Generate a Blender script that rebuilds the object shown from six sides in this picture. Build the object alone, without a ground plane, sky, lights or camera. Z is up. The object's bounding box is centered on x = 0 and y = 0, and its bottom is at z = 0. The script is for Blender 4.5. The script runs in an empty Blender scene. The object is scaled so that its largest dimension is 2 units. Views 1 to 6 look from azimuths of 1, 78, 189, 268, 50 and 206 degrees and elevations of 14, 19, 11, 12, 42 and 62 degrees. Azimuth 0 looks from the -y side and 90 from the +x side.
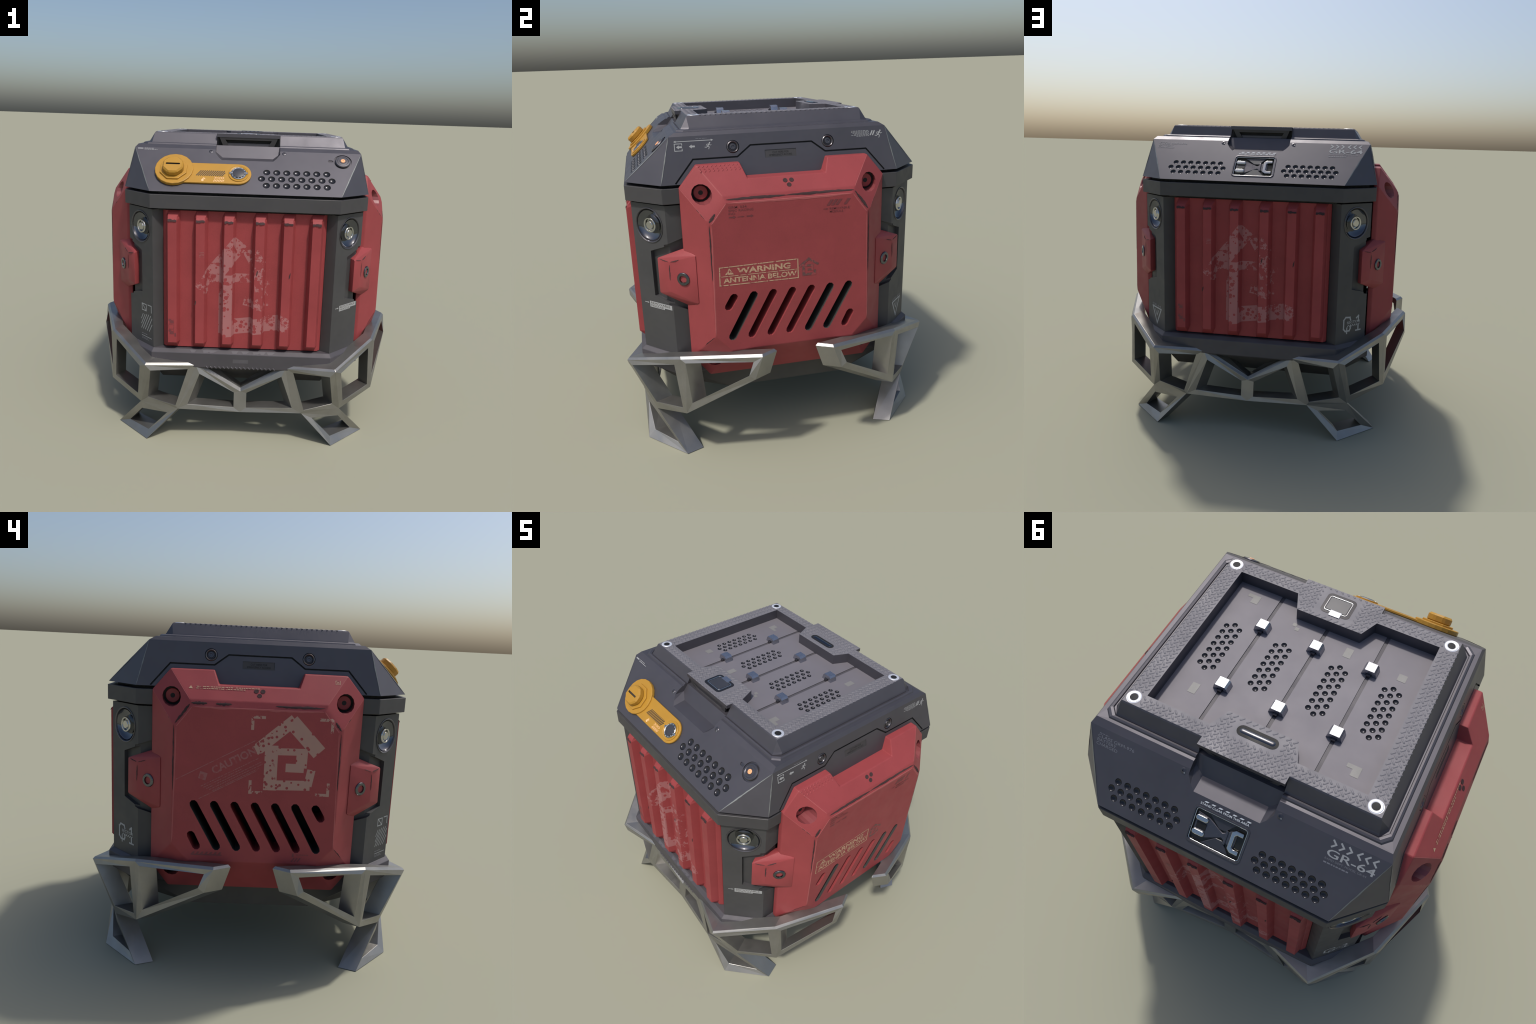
import bpy, bmesh, math, random
from mathutils import Vector, Matrix
from mathutils.geometry import tessellate_polygon

random.seed(7)
scene = bpy.context.scene
COL = scene.collection

# ------------------------------------------------------------------ materials
def nd(nt, kind, **inp):
    n = nt.nodes.new(kind)
    for k, v in inp.items():
        if hasattr(n, k) and k not in n.inputs:
            setattr(n, k, v)
        else:
            n.inputs[k].default_value = v
    return n

def math_node(nt, op, a, b=None, clamp=False):
    n = nt.nodes.new('ShaderNodeMath'); n.operation = op; n.use_clamp = clamp
    for i, x in enumerate((a, b)):
        if x is None: continue
        if isinstance(x, (int, float)): n.inputs[i].default_value = x
        else: nt.links.new(x, n.inputs[i])
    return n.outputs[0]

def mix_col(nt, fac, a, b):
    n = nt.nodes.new('ShaderNodeMix'); n.data_type = 'RGBA'
    for i, x in ((0, fac), (6, a), (7, b)):
        if isinstance(x, tuple): n.inputs[i].default_value = (*x[:3], 1)
        elif isinstance(x, (int, float)): n.inputs[i].default_value = x
        else: nt.links.new(x, n.inputs[i])
    return n.outputs[2]

def ramp(nt, fac, p0, p1, v0=0.0, v1=1.0):
    n = nt.nodes.new('ShaderNodeMapRange'); n.clamp = True
    nt.links.new(fac, n.inputs[0])
    for i, v in enumerate((p0, p1, v0, v1)): n.inputs[i + 1].default_value = v
    return n.outputs[0]

def noise(nt, co, scale, detail=3, rough=.55):
    n = nd(nt, 'ShaderNodeTexNoise', Scale=scale, Detail=detail, Roughness=rough)
    nt.links.new(co, n.inputs['Vector']); return n.outputs['Fac']

def material(name, color, metallic=0.0, rough=.5, var=.10, grain=.04, bump=.0, rvar=.08,
             spec=.5, coat=0.0, extra=None, fine=220):
    m = bpy.data.materials.new(name); m.use_nodes = True
    nt = m.node_tree; b = nt.nodes['Principled BSDF']
    co = nt.nodes.new('ShaderNodeTexCoord').outputs['Object']
    big = noise(nt, co, 5, 5, .6)
    fin = noise(nt, co, fine, 2)
    k = math_node(nt, 'ADD', ramp(nt, big, .3, .7, 1 - var, 1 + var), ramp(nt, fin, .25, .75, -grain, grain))
    v = nt.nodes.new('ShaderNodeVectorMath'); v.operation = 'SCALE'
    v.inputs[0].default_value = color[:3]; nt.links.new(k, v.inputs['Scale'])
    col = v.outputs[0]
    if extra: col = extra(nt, co, col, b)
    nt.links.new(col, b.inputs['Base Color'])
    b.inputs['Metallic'].default_value = metallic
    nt.links.new(ramp(nt, noise(nt, co, 9, 4, .6), .3, .7, max(rough - rvar, .02), rough + rvar), b.inputs['Roughness'])
    b.inputs['Specular IOR Level'].default_value = spec
    b.inputs['Coat Weight'].default_value = coat
    if bump:
        bn = nt.nodes.new('ShaderNodeBump'); bn.inputs['Strength'].default_value = bump
        bn.inputs['Distance'].default_value = .002
        nt.links.new(fin, bn.inputs['Height']); nt.links.new(bn.outputs[0], b.inputs['Normal'])
    return m

def stroke_mask(nt, U, W, strokes):
    """union of rotated rectangles ((u0,w0),(u1,w1),width) in the plane U,W"""
    best = None
    for (p0, p1, wd) in strokes:
        dx, dz = p1[0] - p0[0], p1[1] - p0[1]; L = math.hypot(dx, dz); dx /= L; dz /= L
        cx, cz = (p0[0] + p1[0]) / 2, (p0[1] + p1[1]) / 2
        a = math_node(nt, 'ADD', math_node(nt, 'MULTIPLY', U, dx), math_node(nt, 'MULTIPLY', W, dz))
        a = math_node(nt, 'ABSOLUTE', math_node(nt, 'SUBTRACT', a, cx * dx + cz * dz))
        c = math_node(nt, 'ADD', math_node(nt, 'MULTIPLY', U, -dz), math_node(nt, 'MULTIPLY', W, dx))
        c = math_node(nt, 'ABSOLUTE', math_node(nt, 'SUBTRACT', c, -cx * dz + cz * dx))
        d = math_node(nt, 'MAXIMUM', math_node(nt, 'SUBTRACT', a, L / 2), math_node(nt, 'SUBTRACT', c, wd / 2))
        best = d if best is None else math_node(nt, 'MINIMUM', best, d)
    return ramp(nt, best, -.001, .001, 1, 0)

def spots(nt, co, scale, th):
    """round paint-loss spots: 0 inside a spot, 1 elsewhere"""
    v = nd(nt, 'ShaderNodeTexVoronoi', Scale=scale, Randomness=1.0)
    nt.links.new(co, v.inputs['Vector'])
    r = nt.nodes.new('ShaderNodeSeparateColor'); nt.links.new(v.outputs['Color'], r.inputs[0])
    lim = math_node(nt, 'MULTIPLY', r.outputs[0], th)
    return math_node(nt, 'GREATER_THAN', v.outputs['Distance'], lim)

RED = (.285, .052, .056)
# stencil: a house-shaped character made of eight brush strokes
def glyph_front(nt, co, col, b):
    s = nt.nodes.new('ShaderNodeSeparateXYZ'); nt.links.new(co, s.inputs[0]); U, W = s.outputs[0], s.outputs[2]
    m = stroke_mask(nt, U, W, [((-.02, 1.30), (-.255, 1.00), .105), ((.035, 1.255), (.185, 1.0), .095),
                               ((-.105, 1.10), (-.105, .715), .085), ((-.07, 1.075), (.11, 1.075), .055),
                               ((.105, 1.07), (.12, .90), .075), ((.14, .905), (.005, .93), .055),
                               ((-.11, .755), (.275, .805), .10), ((.255, .87), (.265, .78), .05)])
    wear = math_node(nt, 'SUBTRACT', ramp(nt, U, -.05, .16, .575, .40), ramp(nt, U, -.26, -.10, .13, 0.0))
    n = noise(nt, co, 13, 6, .7)
    lo = math_node(nt, 'LESS_THAN', n, math_node(nt, 'ADD', wear, ramp(nt, W, .8, 1.0, .14, 0.0)))
    m = math_node(nt, 'MULTIPLY', m, lo)
    m = math_node(nt, 'MULTIPLY', math_node(nt, 'MULTIPLY', m, spots(nt, co, 38, .46)), spots(nt, co, 21, .34))
    m = math_node(nt, 'MULTIPLY', m, .50)
    return mix_col(nt, m, col, (.42, .23, .23))

def px_left(x, y):
    return (-.035 + (x - 730) * .00125, 1.473 - (y - 435 - (x - 730) * .045) * .00128)

def glyph_left(nt, co, col, b):
    s = nt.nodes.new('ShaderNodeSeparateXYZ'); nt.links.new(co, s.inputs[0]); W = s.outputs[2]
    U = math_node(nt, 'MULTIPLY', s.outputs[1], -1.0)
    P = lambda a, c, w: (px_left(*a), px_left(*c), w * .00126)
    m = stroke_mask(nt, U, W, [P((908, 452), (750, 580), 48), P((893, 458), (1016, 588), 62), P((818, 556), (818, 742), 54),
                               P((838, 581), (965, 585), 29), P((946, 575), (944, 650), 46), P((956, 652), (880, 648), 36),
                               P((800, 720), (985, 724), 42), P((988, 658), (976, 726), 34)])
    wear = ramp(nt, U, .0, .16, .50, .74)
    lo = math_node(nt, 'LESS_THAN', noise(nt, co, 34, 4, .6), wear)
    m = math_node(nt, 'MULTIPLY', m, lo)
    m = math_node(nt, 'MULTIPLY', m, spots(nt, co, 46, .36))
    k = stroke_mask(nt, U, W, [((-.035, 1.466), (.037, 1.466), .015), ((-.028, 1.474), (-.028, 1.40), .015),
                               ((.315, 1.466), (.387, 1.466), .015), ((.381, 1.474), (.381, 1.40), .015),
                               ((-.035, 1.070), (.037, 1.070), .015), ((-.028, 1.062), (-.028, 1.135), .015),
                               ((.315, 1.070), (.387, 1.070), .015), ((.381, 1.062), (.381, 1.135), .015)])
    k = math_node(nt, 'MULTIPLY', k, math_node(nt, 'LESS_THAN', noise(nt, co, 60, 3), .56))
    m = math_node(nt, 'MAXIMUM', m, k)
    on = math_node(nt, 'LESS_THAN', s.outputs[0], -.86)
    m = math_node(nt, 'MULTIPLY', math_node(nt, 'MULTIPLY', m, on), .8)
    return mix_col(nt, m, col, (.42, .27, .22))

def worn(paint, under, scale, lo):
    def f(nt, co, col, b):
        return mix_col(nt, ramp(nt, noise(nt, co, scale, 4, .65), lo - .02, lo + .02), col, under)
    return f

M = {}
M['red'] = material('red_paint', RED, rough=.52, var=.07, grain=.06, bump=.05, spec=.25)
M['red_glyph'] = material('red_paint_stencilled', RED, rough=.52, var=.07, grain=.06, bump=.05, spec=.25, extra=glyph_left)
M['red_rib'] = material('red_corrugated_paint', (.285, .050, .053), rough=.55, var=.08, grain=.07, bump=.06, spec=.22, extra=glyph_front)
M['red_dark'] = material('red_plug', (.22, .05, .055), rough=.45)
M['lid'] = material('graphite_coated_metal', (.092, .088, .102), metallic=.55, rough=.46, var=.06, grain=.03, rvar=.04, spec=.5, fine=500)
M['plate'] = material('tread_plate_metal', (.165, .160, .175), metallic=.15, rough=.62, var=.07, grain=.03, spec=.35)
M['tray'] = material('tray_metal', (.168, .158, .176), metallic=.1, rough=.62, var=.04, grain=.04, rvar=.03, spec=.35, fine=400)
M['tray_groove'] = material('tray_groove_metal', (.085, .08, .09), metallic=.1, rough=.6, var=.05, spec=.35)
M['belt'] = material('dark_belt_metal', (.055, .053, .056), metallic=.1, rough=.55, var=.06, grain=.03, spec=.45)
M['pillar'] = material('dark_pillar_coating', (.056, .055, .057), metallic=.1, rough=.55, var=.07, grain=.04, spec=.45)
M['base'] = material('dark_base_metal', (.066, .061, .069), metallic=.15, rough=.55, var=.08, grain=.03)
M['tub'] = material('black_underbody', (.05, .047, .045), rough=.6, var=.1)
M['black'] = material('black_gap', (.006, .006, .007), rough=.7)
M['hole'] = material('black_gloss_dimple', (.03, .03, .035), metallic=.5, rough=.22, rvar=.02)
M['skid'] = material('brushed_grey_steel', (.305, .298, .284), metallic=.85, rough=.40, var=.10, grain=.03, rvar=.08, spec=.5)  # base colour warmed and darkened to tint in the ground's reflection
M['clip'] = material('blue_grey_clip_metal', (.36, .37, .42), metallic=.9, rough=.25, rvar=.03)
M['yellow'] = material('yellow_paint', (.41, .215, .026), rough=.45, var=.06, grain=.03, spec=.4)
M['chrome'] = material('polished_steel', (.50, .50, .49), metallic=1.0, rough=.14, var=.03, grain=.01, rvar=.03)
M['cup'] = material('dark_polished_steel', (.13, .135, .15), metallic=1.0, rough=.09, var=.03, grain=.01, rvar=.03)
M['white_metal'] = material('bright_washer_metal', (.85, .85, .88), metallic=.6, rough=.3, var=.02, grain=.01)
M['gunmetal'] = material('gunmetal', (.11, .105, .115), metallic=.8, rough=.32, var=.05)
M['glass'] = material('dark_window', (.035, .036, .045), metallic=.0, rough=.42, rvar=.03)
M['window_back'] = material('window_mechanism_black', (.035, .033, .028), metallic=.6, rough=.25, rvar=.04)
M['p_light'] = material('pale_grey_print', (.34, .345, .35), rough=.55, var=.08)
M['p_dim'] = material('dim_grey_print', (.20, .20, .22), rough=.5, var=.08)
M['p_base'] = material('scuffed_base_metal', (.095, .09, .10), metallic=.15, rough=.55, var=.1)
M['p_tray'] = material('faint_tray_print', (.215, .212, .205), metallic=.1, rough=.6, var=.05, spec=.35)
M['p_white'] = material('white_print', (.70, .72, .74), rough=.5, var=.05)
M['p_dark'] = material('dark_red_print', (.15, .032, .038), rough=.5, var=.12)
M['p_black'] = material('black_print', (.045, .035, .025), rough=.5, var=.1)
M['p_cream'] = material('worn_cream_print', (.47, .30, .19), rough=.5, var=.12, extra=worn('p', RED, 55, .57))
M['p_faint'] = material('faint_red_print', (.30, .095, .095), rough=.5, var=.1, extra=worn('p', RED, 40, .56))
M['p_houseworn'] = material('worn_dark_print', (.12, .05, .05), rough=.5, var=.1, extra=worn('p', RED, 60, .52))
M['p_orange'] = material('salmon_print', (.85, .50, .25), rough=.5, var=.05)
M['p_lidlight'] = material('rubbed_bare_metal', (.34, .34, .34), metallic=.6, rough=.4, var=.2)
M['chip'] = material('chipped_primer', (.06, .035, .036), rough=.8, var=.25, spec=.1)
M['red_light'] = material('pale_red_edge_paint', (.36, .092, .092), rough=.5, var=.1, spec=.25)
M['chip_grey'] = material('bare_metal_scratch', (.20, .21, .205), metallic=.3, rough=.5, var=.3)
M['orange'] = material('orange_indicator', (.95, .42, .20), rough=.35, var=.02)  # ring's glow painted as a bright base colour, no emission

# ------------------------------------------------------------------ helpers
def new_obj(name, me, parent, mats, smooth=None):
    if isinstance(mats, str): mats = [mats]
    for m in mats:
        if M[m].name not in [x.name for x in me.materials if x]: me.materials.append(M[m])
    o = bpy.data.objects.new(name, me); COL.objects.link(o)
    if parent: o.parent = parent
    if smooth:
        me.polygons.foreach_set('use_smooth', [True] * len(me.polygons))
        me.set_sharp_from_angle(angle=math.radians(smooth))
    return o

def mesh(name, V, F, parent=None, mats='lid', smooth=None, fix=True):
    me = bpy.data.meshes.new(name); me.from_pydata([tuple(v) for v in V], [], F); me.update()
    if fix:
        bm = bmesh.new(); bm.from_mesh(me)
        bmesh.ops.recalc_face_normals(bm, faces=bm.faces); bm.to_mesh(me); bm.free()
    return new_obj(name, me, parent, mats, smooth)

def hull(name, pts, parent, mats, bevel=0, seg=2, smooth=None):
    bm = bmesh.new()
    for p in pts: bm.verts.new(p)
    r = bmesh.ops.convex_hull(bm, input=bm.verts)
    bmesh.ops.delete(bm, geom=[g for g in r['geom_interior'] if isinstance(g, bmesh.types.BMVert)], context='VERTS')
    bmesh.ops.dissolve_limit(bm, angle_limit=math.radians(1.5), verts=bm.verts, edges=bm.edges)
    bmesh.ops.recalc_face_normals(bm, faces=bm.faces)
    if bevel: bmesh.ops.bevel(bm, geom=bm.edges[:], offset=bevel, segments=seg, affect='EDGES', profile=.5)
    me = bpy.data.meshes.new(name); bm.to_mesh(me); bm.free()
    return new_obj(name, me, parent, mats, smooth)

def bake(o):
    dg = bpy.context.evaluated_depsgraph_get(); dg.update()
    me = bpy.data.meshes.new_from_object(o.evaluated_get(dg), depsgraph=dg)
    old = o.data; o.modifiers.clear(); o.data = me; me.name = o.name
    return o

def drop(o):
    me = o.data; bpy.data.objects.remove(o)
    if me.users == 0: bpy.data.meshes.remove(me)

def cut(o, cutter, op='DIFFERENCE'):
    m = o.modifiers.new('b', 'BOOLEAN'); m.object = cutter; m.operation = op; m.solver = 'EXACT'; m.material_mode = 'TRANSFER'
    bake(o); drop(cutter)
    return o

def bevel_mod(o, w, seg=2, angle=25):
    m = o.modifiers.new('v', 'BEVEL'); m.width = w; m.segments = seg
    m.limit_method = 'ANGLE'; m.angle_limit = math.radians(angle); m.harden_normals = False
    return bake(o)

def smooth(o, ang=30, big=None):
    """smooth by angle; edges between two materials, and rims of faces larger than `big`, stay sharp"""
    me = o.data
    me.polygons.foreach_set('use_smooth', [True] * len(me.polygons))
    me.set_sharp_from_angle(angle=math.radians(ang))
    bm = bmesh.new(); bm.from_mesh(me)
    for e in bm.edges:
        if len(e.link_faces) == 2:
            a, b = e.link_faces
            if a.material_index != b.material_index: e.smooth = False
            elif big and max(a.calc_area(), b.calc_area()) > big and e.calc_face_angle(0) > .05: e.smooth = False
    bm.to_mesh(me); bm.free()
    m = o.modifiers.new('w', 'WEIGHTED_NORMAL'); m.keep_sharp = True; m.weight = 100; m.mode = 'FACE_AREA'
    return bake(o)

def facet(o):
    """flat faces, except that the dimples are shaded smooth"""
    me = o.data; k = [i for i, m in enumerate(me.materials) if m == M['hole']]
    bm = bmesh.new(); bm.from_mesh(me)
    for f in bm.faces: f.smooth = f.material_index in k
    for e in bm.edges: e.smooth = all(f.material_index in k for f in e.link_faces)
    bm.to_mesh(me); bm.free(); return o

def rings(R, close=True, cap0=True, cap1=True):
    """loft through rings of equal vertex count"""
    n = len(R[0]); V = [p for r in R for p in r]; F = []
    for i in range(len(R) - 1):
        for j in range(n):
            k = (j + 1) % n
            F.append((i * n + j, i * n + k, (i + 1) * n + k, (i + 1) * n + j))
    if cap0: F.append(tuple(reversed(range(n))))
    if cap1: F.append(tuple(range((len(R) - 1) * n, len(R) * n)))
    return V, F

def octagon(ax, ay, bx, by, z):
    """chamfered rectangle: front corners (±ax,±ay), side corners (±bx,±by)"""
    return [(-ax, -ay, z), (ax, -ay, z), (bx, -by, z), (bx, by, z), (ax, ay, z), (-ax, ay, z), (-bx, by, z), (-bx, -by, z)]

class Plane:
    def __init__(s, p0, u, v):
        s.o = Vector(p0); s.u = Vector(u).normalized(); s.v = Vector(v).normalized(); s.n = s.u.cross(s.v)
    def at(s, a, b, h=0.0): return s.o + s.u * a + s.v * b + s.n * h
    def matrix(s, a, b, h=0.0):
        m = Matrix((s.u, s.v, s.n)).transposed().to_4x4(); m.translation = s.at(a, b, h); return m

PF = Plane((0, -.832, 1.589), (1, 0, 0), (0, .244, .237))
PB = Plane((0, .832, 1.589), (-1, 0, 0), (0, -.244, .237))
PR = Plane((.745, 0, 1.589), (0, 1, 0), (-.054, 0, .237))
PL = Plane((-.745, 0, 1.589), (0, -1, 0), (.054, 0, .237))
PIL = {(1, -1): Plane((.547, -.813, 0), (.175, .173, 0), (0, 0, 1)),
       (-1, -1): Plane((-.722, -.64, 0), (.175, -.173, 0), (0, 0, 1)),
       (-1, 1): Plane((-.547, .813, 0), (-.175, -.173, 0), (0, 0, 1)),
       (1, 1): Plane((.722, .64, 0), (-.175, .173, 0), (0, 0, 1))}
lean = lambda z: .879 + (1.541 - z) * .0139
SR = Plane((.893, 0, 0), (0, 1, 0), (0, 0, 1))
SL = Plane((-.893, 0, 0), (0, -1, 0), (0, 0, 1))
TOP = Plane((0, 0, 1.920), (1, 0, 0), (0, 1, 0))
TRAY = Plane((0, 0, 1.858), (1, 0, 0), (0, 1, 0))

def lathe(name, plane, a, b, prof, parent, mats, seg=32, smooth_a=35, rot=0.0, ring=False):
    """surface of revolution about the plane normal; prof = [(radius, height)...]"""
    R = [[tuple(plane.at(a + r * math.cos(rot + 2 * math.pi * i / seg), b + r * math.sin(rot + 2 * math.pi * i / seg), h))
          for i in range(seg)] for r, h in (list(prof) + [prof[0]] if ring else prof)]
    V, F = rings(R, True, not ring, not ring)
    return mesh(name, V, F, parent, mats, smooth_a, fix=True)

def slab(name, plane, poly, h0, h1, parent, mats, bev=0, seg=2, smooth_a=None):
    n = len(poly)
    V = [tuple(plane.at(x, y, h0)) for x, y in poly] + [tuple(plane.at(x, y, h1)) for x, y in poly]
    F = [tuple(reversed(range(n))), tuple(range(n, 2 * n))] + [(i, (i + 1) % n, n + (i + 1) % n, n + i) for i in range(n)]
    o = mesh(name, V, F, parent, mats)
    if bev: bevel_mod(o, bev, seg)
    if smooth_a: smooth(o, smooth_a)
    return o

def circle(cx, cy, r, n=24, rot=0.0):
    return [(cx + r * math.cos(rot + 2 * math.pi * i / n), cy + r * math.sin(rot + 2 * math.pi * i / n)) for i in range(n)]

def rrect(x0, y0, x1, y1, r, n=5):
    P = []
    for cx, cy, a in ((x1 - r, y1 - r, 0), (x0 + r, y1 - r, 90), (x0 + r, y0 + r, 180), (x1 - r, y0 + r, 270)):
        for i in range(n + 1):
            t = math.radians(a + 90 * i / n); P.append((cx + r * math.cos(t), cy + r * math.sin(t)))
    return P

def join(name, objs, parent, smooth_a=None):
    bm = bmesh.new(); mats = []
    for o in objs:
        me = o.data
        idx = []
        for m in me.materials:
            if m not in mats: mats.append(m)
            idx.append(mats.index(m))
        n0 = len(bm.faces); bm.from_mesh(me); bm.faces.ensure_lookup_table()
        for f in bm.faces[n0:]: f.material_index = idx[min(f.material_index, len(idx) - 1)]
    me = bpy.data.meshes.new(name); bm.to_mesh(me); bm.free()
    for m in mats: me.materials.append(m)
    for o in objs: drop(o)
    o = bpy.data.objects.new(name, me); COL.objects.link(o); o.parent = parent
    if smooth_a: smooth(o, smooth_a)
    return o

# printed markings are collected per part and per ink
PRINT = {}; NPR = 0
def ink(parent, mat, V, F):
    global NPR
    NPR += 1; e = (NPR % 60) * 4e-6 # no two prints share a plane
    c = sum((Vector(v) for v in V), Vector()) / len(V); n = Vector((c.x, c.y, (c.z - 1) * .6)).normalized() * e
    V = [tuple(Vector(v) + n) for v in V]
    k = (parent, mat); L = PRINT.setdefault(k, ([], [])); n = len(L[0])
    L[0].extend(V); L[1].extend([tuple(i + n for i in f) for f in F])

def p_poly(parent, mat, plane, poly, h=.0008):
    ink(parent, mat, [tuple(plane.at(x, y, h)) for x, y in poly], [tuple(range(len(poly)))])

def p_bar(parent, mat, plane, x0, y0, x1, y1, w, h=.0008):
    dx, dy = x1 - x0, y1 - y0; L = math.hypot(dx, dy); nx, ny = -dy / L * w / 2, dx / L * w / 2
    p_poly(parent, mat, plane, [(x0 + nx, y0 + ny), (x0 - nx, y0 - ny), (x1 - nx, y1 - ny), (x1 + nx, y1 + ny)], h)

def p_line(parent, mat, plane, pts, w, h=.0008):
    for (a, b), (c, d) in zip(pts, pts[1:]):
        L = math.hypot(c - a, d - b); e = w / 2 / L
        p_bar(parent, mat, plane, a - (c - a) * e, b - (d - b) * e, c + (c - a) * e, d + (d - b) * e, w, h)

def p_rect(parent, mat, plane, x0, y0, x1, y1, h=.0008):
    p_poly(parent, mat, plane, [(x0, y0), (x1, y0), (x1, y1), (x0, y1)], h)

def p_text(parent, mat, plane, s, x0, y0, x1, y1, h=.0009, bold=.0, shear=0.0):
    """text stretched into the box x0..x1, y0..y1"""
    cu = bpy.data.curves.new('t', 'FONT'); cu.body = s; cu.size = 1; cu.offset = bold; cu.resolution_u = 3; cu.shear = shear
    o = bpy.data.objects.new('t', cu); COL.objects.link(o)
    dg = bpy.context.evaluated_depsgraph_get(); dg.update()
    me = bpy.data.meshes.new_from_object(o.evaluated_get(dg), depsgraph=dg)
    vs = [v.co.copy() for v in me.vertices]; fs = [tuple(p.vertices) for p in me.polygons]
    bpy.data.objects.remove(o); bpy.data.curves.remove(cu); bpy.data.meshes.remove(me)
    if not vs: return
    ax, bx = min(v.x for v in vs), max(v.x for v in vs); ay, by = min(v.y for v in vs), max(v.y for v in vs)
    sx = (x1 - x0) / (bx - ax); sy = (y1 - y0) / (by - ay)
    ink(parent, mat, [tuple(plane.at(x0 + (v.x - ax) * sx, y0 + (v.y - ay) * sy, h)) for v in vs], fs)

def p_lines(parent, mat, plane, x0, y0, x1, y1, rows, seed=1, right=False):
    """rows of tiny illegible print"""
    rnd = random.Random(seed); dy = (y1 - y0) / rows
    for r in range(rows):
        y = y1 - (r + .5) * dy; L = (x1 - x0) * rnd.uniform(.6, 1)
        x = x1 - L if right else x0; e = x + L
        while x < e:
            w = rnd.uniform(.006, .016); p_bar(parent, mat, plane, x, y, min(x + w, e), y, dy * .42); x += w + .0035

def p_arrow(parent, mat, plane, x, y, L, t, s=1):
    p_bar(parent, mat, plane, x, y, x + s * L * .7, y, t)
    p_poly(parent, mat, plane, [(x + s * L * .62, y + t * 1.4), (x + s * L * .62, y - t * 1.4), (x + s * L, y)][::1 if s < 0 else -1])

def p_man(parent, mat, plane, x, y, s):
    """running figure"""
    p_poly(parent, mat, plane, circle(x + .25 * s, y + .42 * s, .11 * s, 10))
    p_line(parent, mat, plane, [(x + .15 * s, y + .25 * s), (x - .1 * s, y - .08 * s)], .16 * s)
    p_line(parent, mat, plane, [(x - .1 * s, y - .08 * s), (x + .15 * s, y - .2 * s), (x + .05 * s, y - .5 * s)], .09 * s)
    p_line(parent, mat, plane, [(x - .1 * s, y - .08 * s), (x - .3 * s, y - .25 * s), (x - .5 * s, y - .2 * s)], .09 * s)
    p_line(parent, mat, plane, [(x + .15 * s, y + .25 * s), (x - .2 * s, y + .22 * s), (x - .3 * s, y + .02 * s)], .07 * s)
    p_line(parent, mat, plane, [(x + .15 * s, y + .25 * s), (x + .3 * s, y + .05 * s), (x + .48 * s, y + .12 * s)], .07 * s)

def chip(parent, mat, p0, p1, nrm, w, seed, h=.0012, steps=14, taper=True, bend=.0):
    """irregular flake of lost paint running along an edge"""
    rnd = random.Random(seed); p0, p1, nrm = Vector(p0), Vector(p1), Vector(nrm).normalized()
    d = (p1 - p0); s = nrm.cross(d.normalized()); V = []; F = []
    a = b = w / 2
    for i in range(steps + 1):
        t = i / steps; k = math.sin(math.pi * t) ** .5 if taper else 1
        a = .5 * a + .5 * w * rnd.uniform(.15, 1); b = .5 * b + .5 * w * rnd.uniform(.15, 1)
        c = p0 + d * t + nrm * h
        V += [tuple(c + s * a * k - nrm * bend * a * k), tuple(c + nrm * .0004), tuple(c - s * b * k - nrm * bend * b * k)]
    for i in range(steps):
        j = 3 * i; F += [(j, j + 1, j + 4, j + 3), (j + 1, j + 2, j + 5, j + 4)]
    ink(parent, mat, V, F)

# ------------------------------------------------------------------ the crate
root = bpy.data.objects.new('storage_crate', None); COL.objects.link(root)
root['label'] = 'rugged red and dark grey armoured storage crate on splayed steel skids'
root['category'] = 'storage crate'

# --- lid ------------------------------------------------------------------
def lid_shell():
    A = octagon(.559, .832, .745, .648, 1.589)
    def rect8(x, y, z):
        return [(-x, -y, z), (x, -y, z), (x, -y, z), (x, y, z), (x, y, z), (-x, y, z), (-x, y, z), (-x, -y, z)]
    def bead(d, z): return octagon(.612 + d, .532 + d, .645 + d, .498 + d, z)
    R = [octagon(.52, .79, .705, .61, 1.589), A, rect8(.691, .588, 1.826), rect8(.677, .557, 1.845),
         bead(.012, 1.846), bead(.008, 1.853), bead(0, 1.857), bead(-.008, 1.854), bead(-.011, 1.848), bead(-.05, 1.848), bead(-.055, 1.79)]
    V, F = rings(R)
    o = mesh('lid', V, F, root, ['lid', 'hole', 'black', 'gunmetal', 'belt'])
    bm = bmesh.new(); bm.from_mesh(o.data)
    bmesh.ops.remove_doubles(bm, verts=bm.verts, dist=1e-5)
    bmesh.ops.dissolve_degenerate(bm, edges=bm.edges, dist=1e-5)
    bmesh.ops.recalc_face_normals(bm, faces=bm.faces); bm.to_mesh(o.data); bm.free()
    return o

def inside(poly, x, y):
    c = False
    for i in range(len(poly)):
        (x0, y0), (x1, y1) = poly[i - 1], poly[i]
        if (y0 > y) != (y1 > y) and x < (x1 - x0) * (y - y0) / (y1 - y0) + x0: c = not c
    return c
lid = lid_shell()

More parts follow.
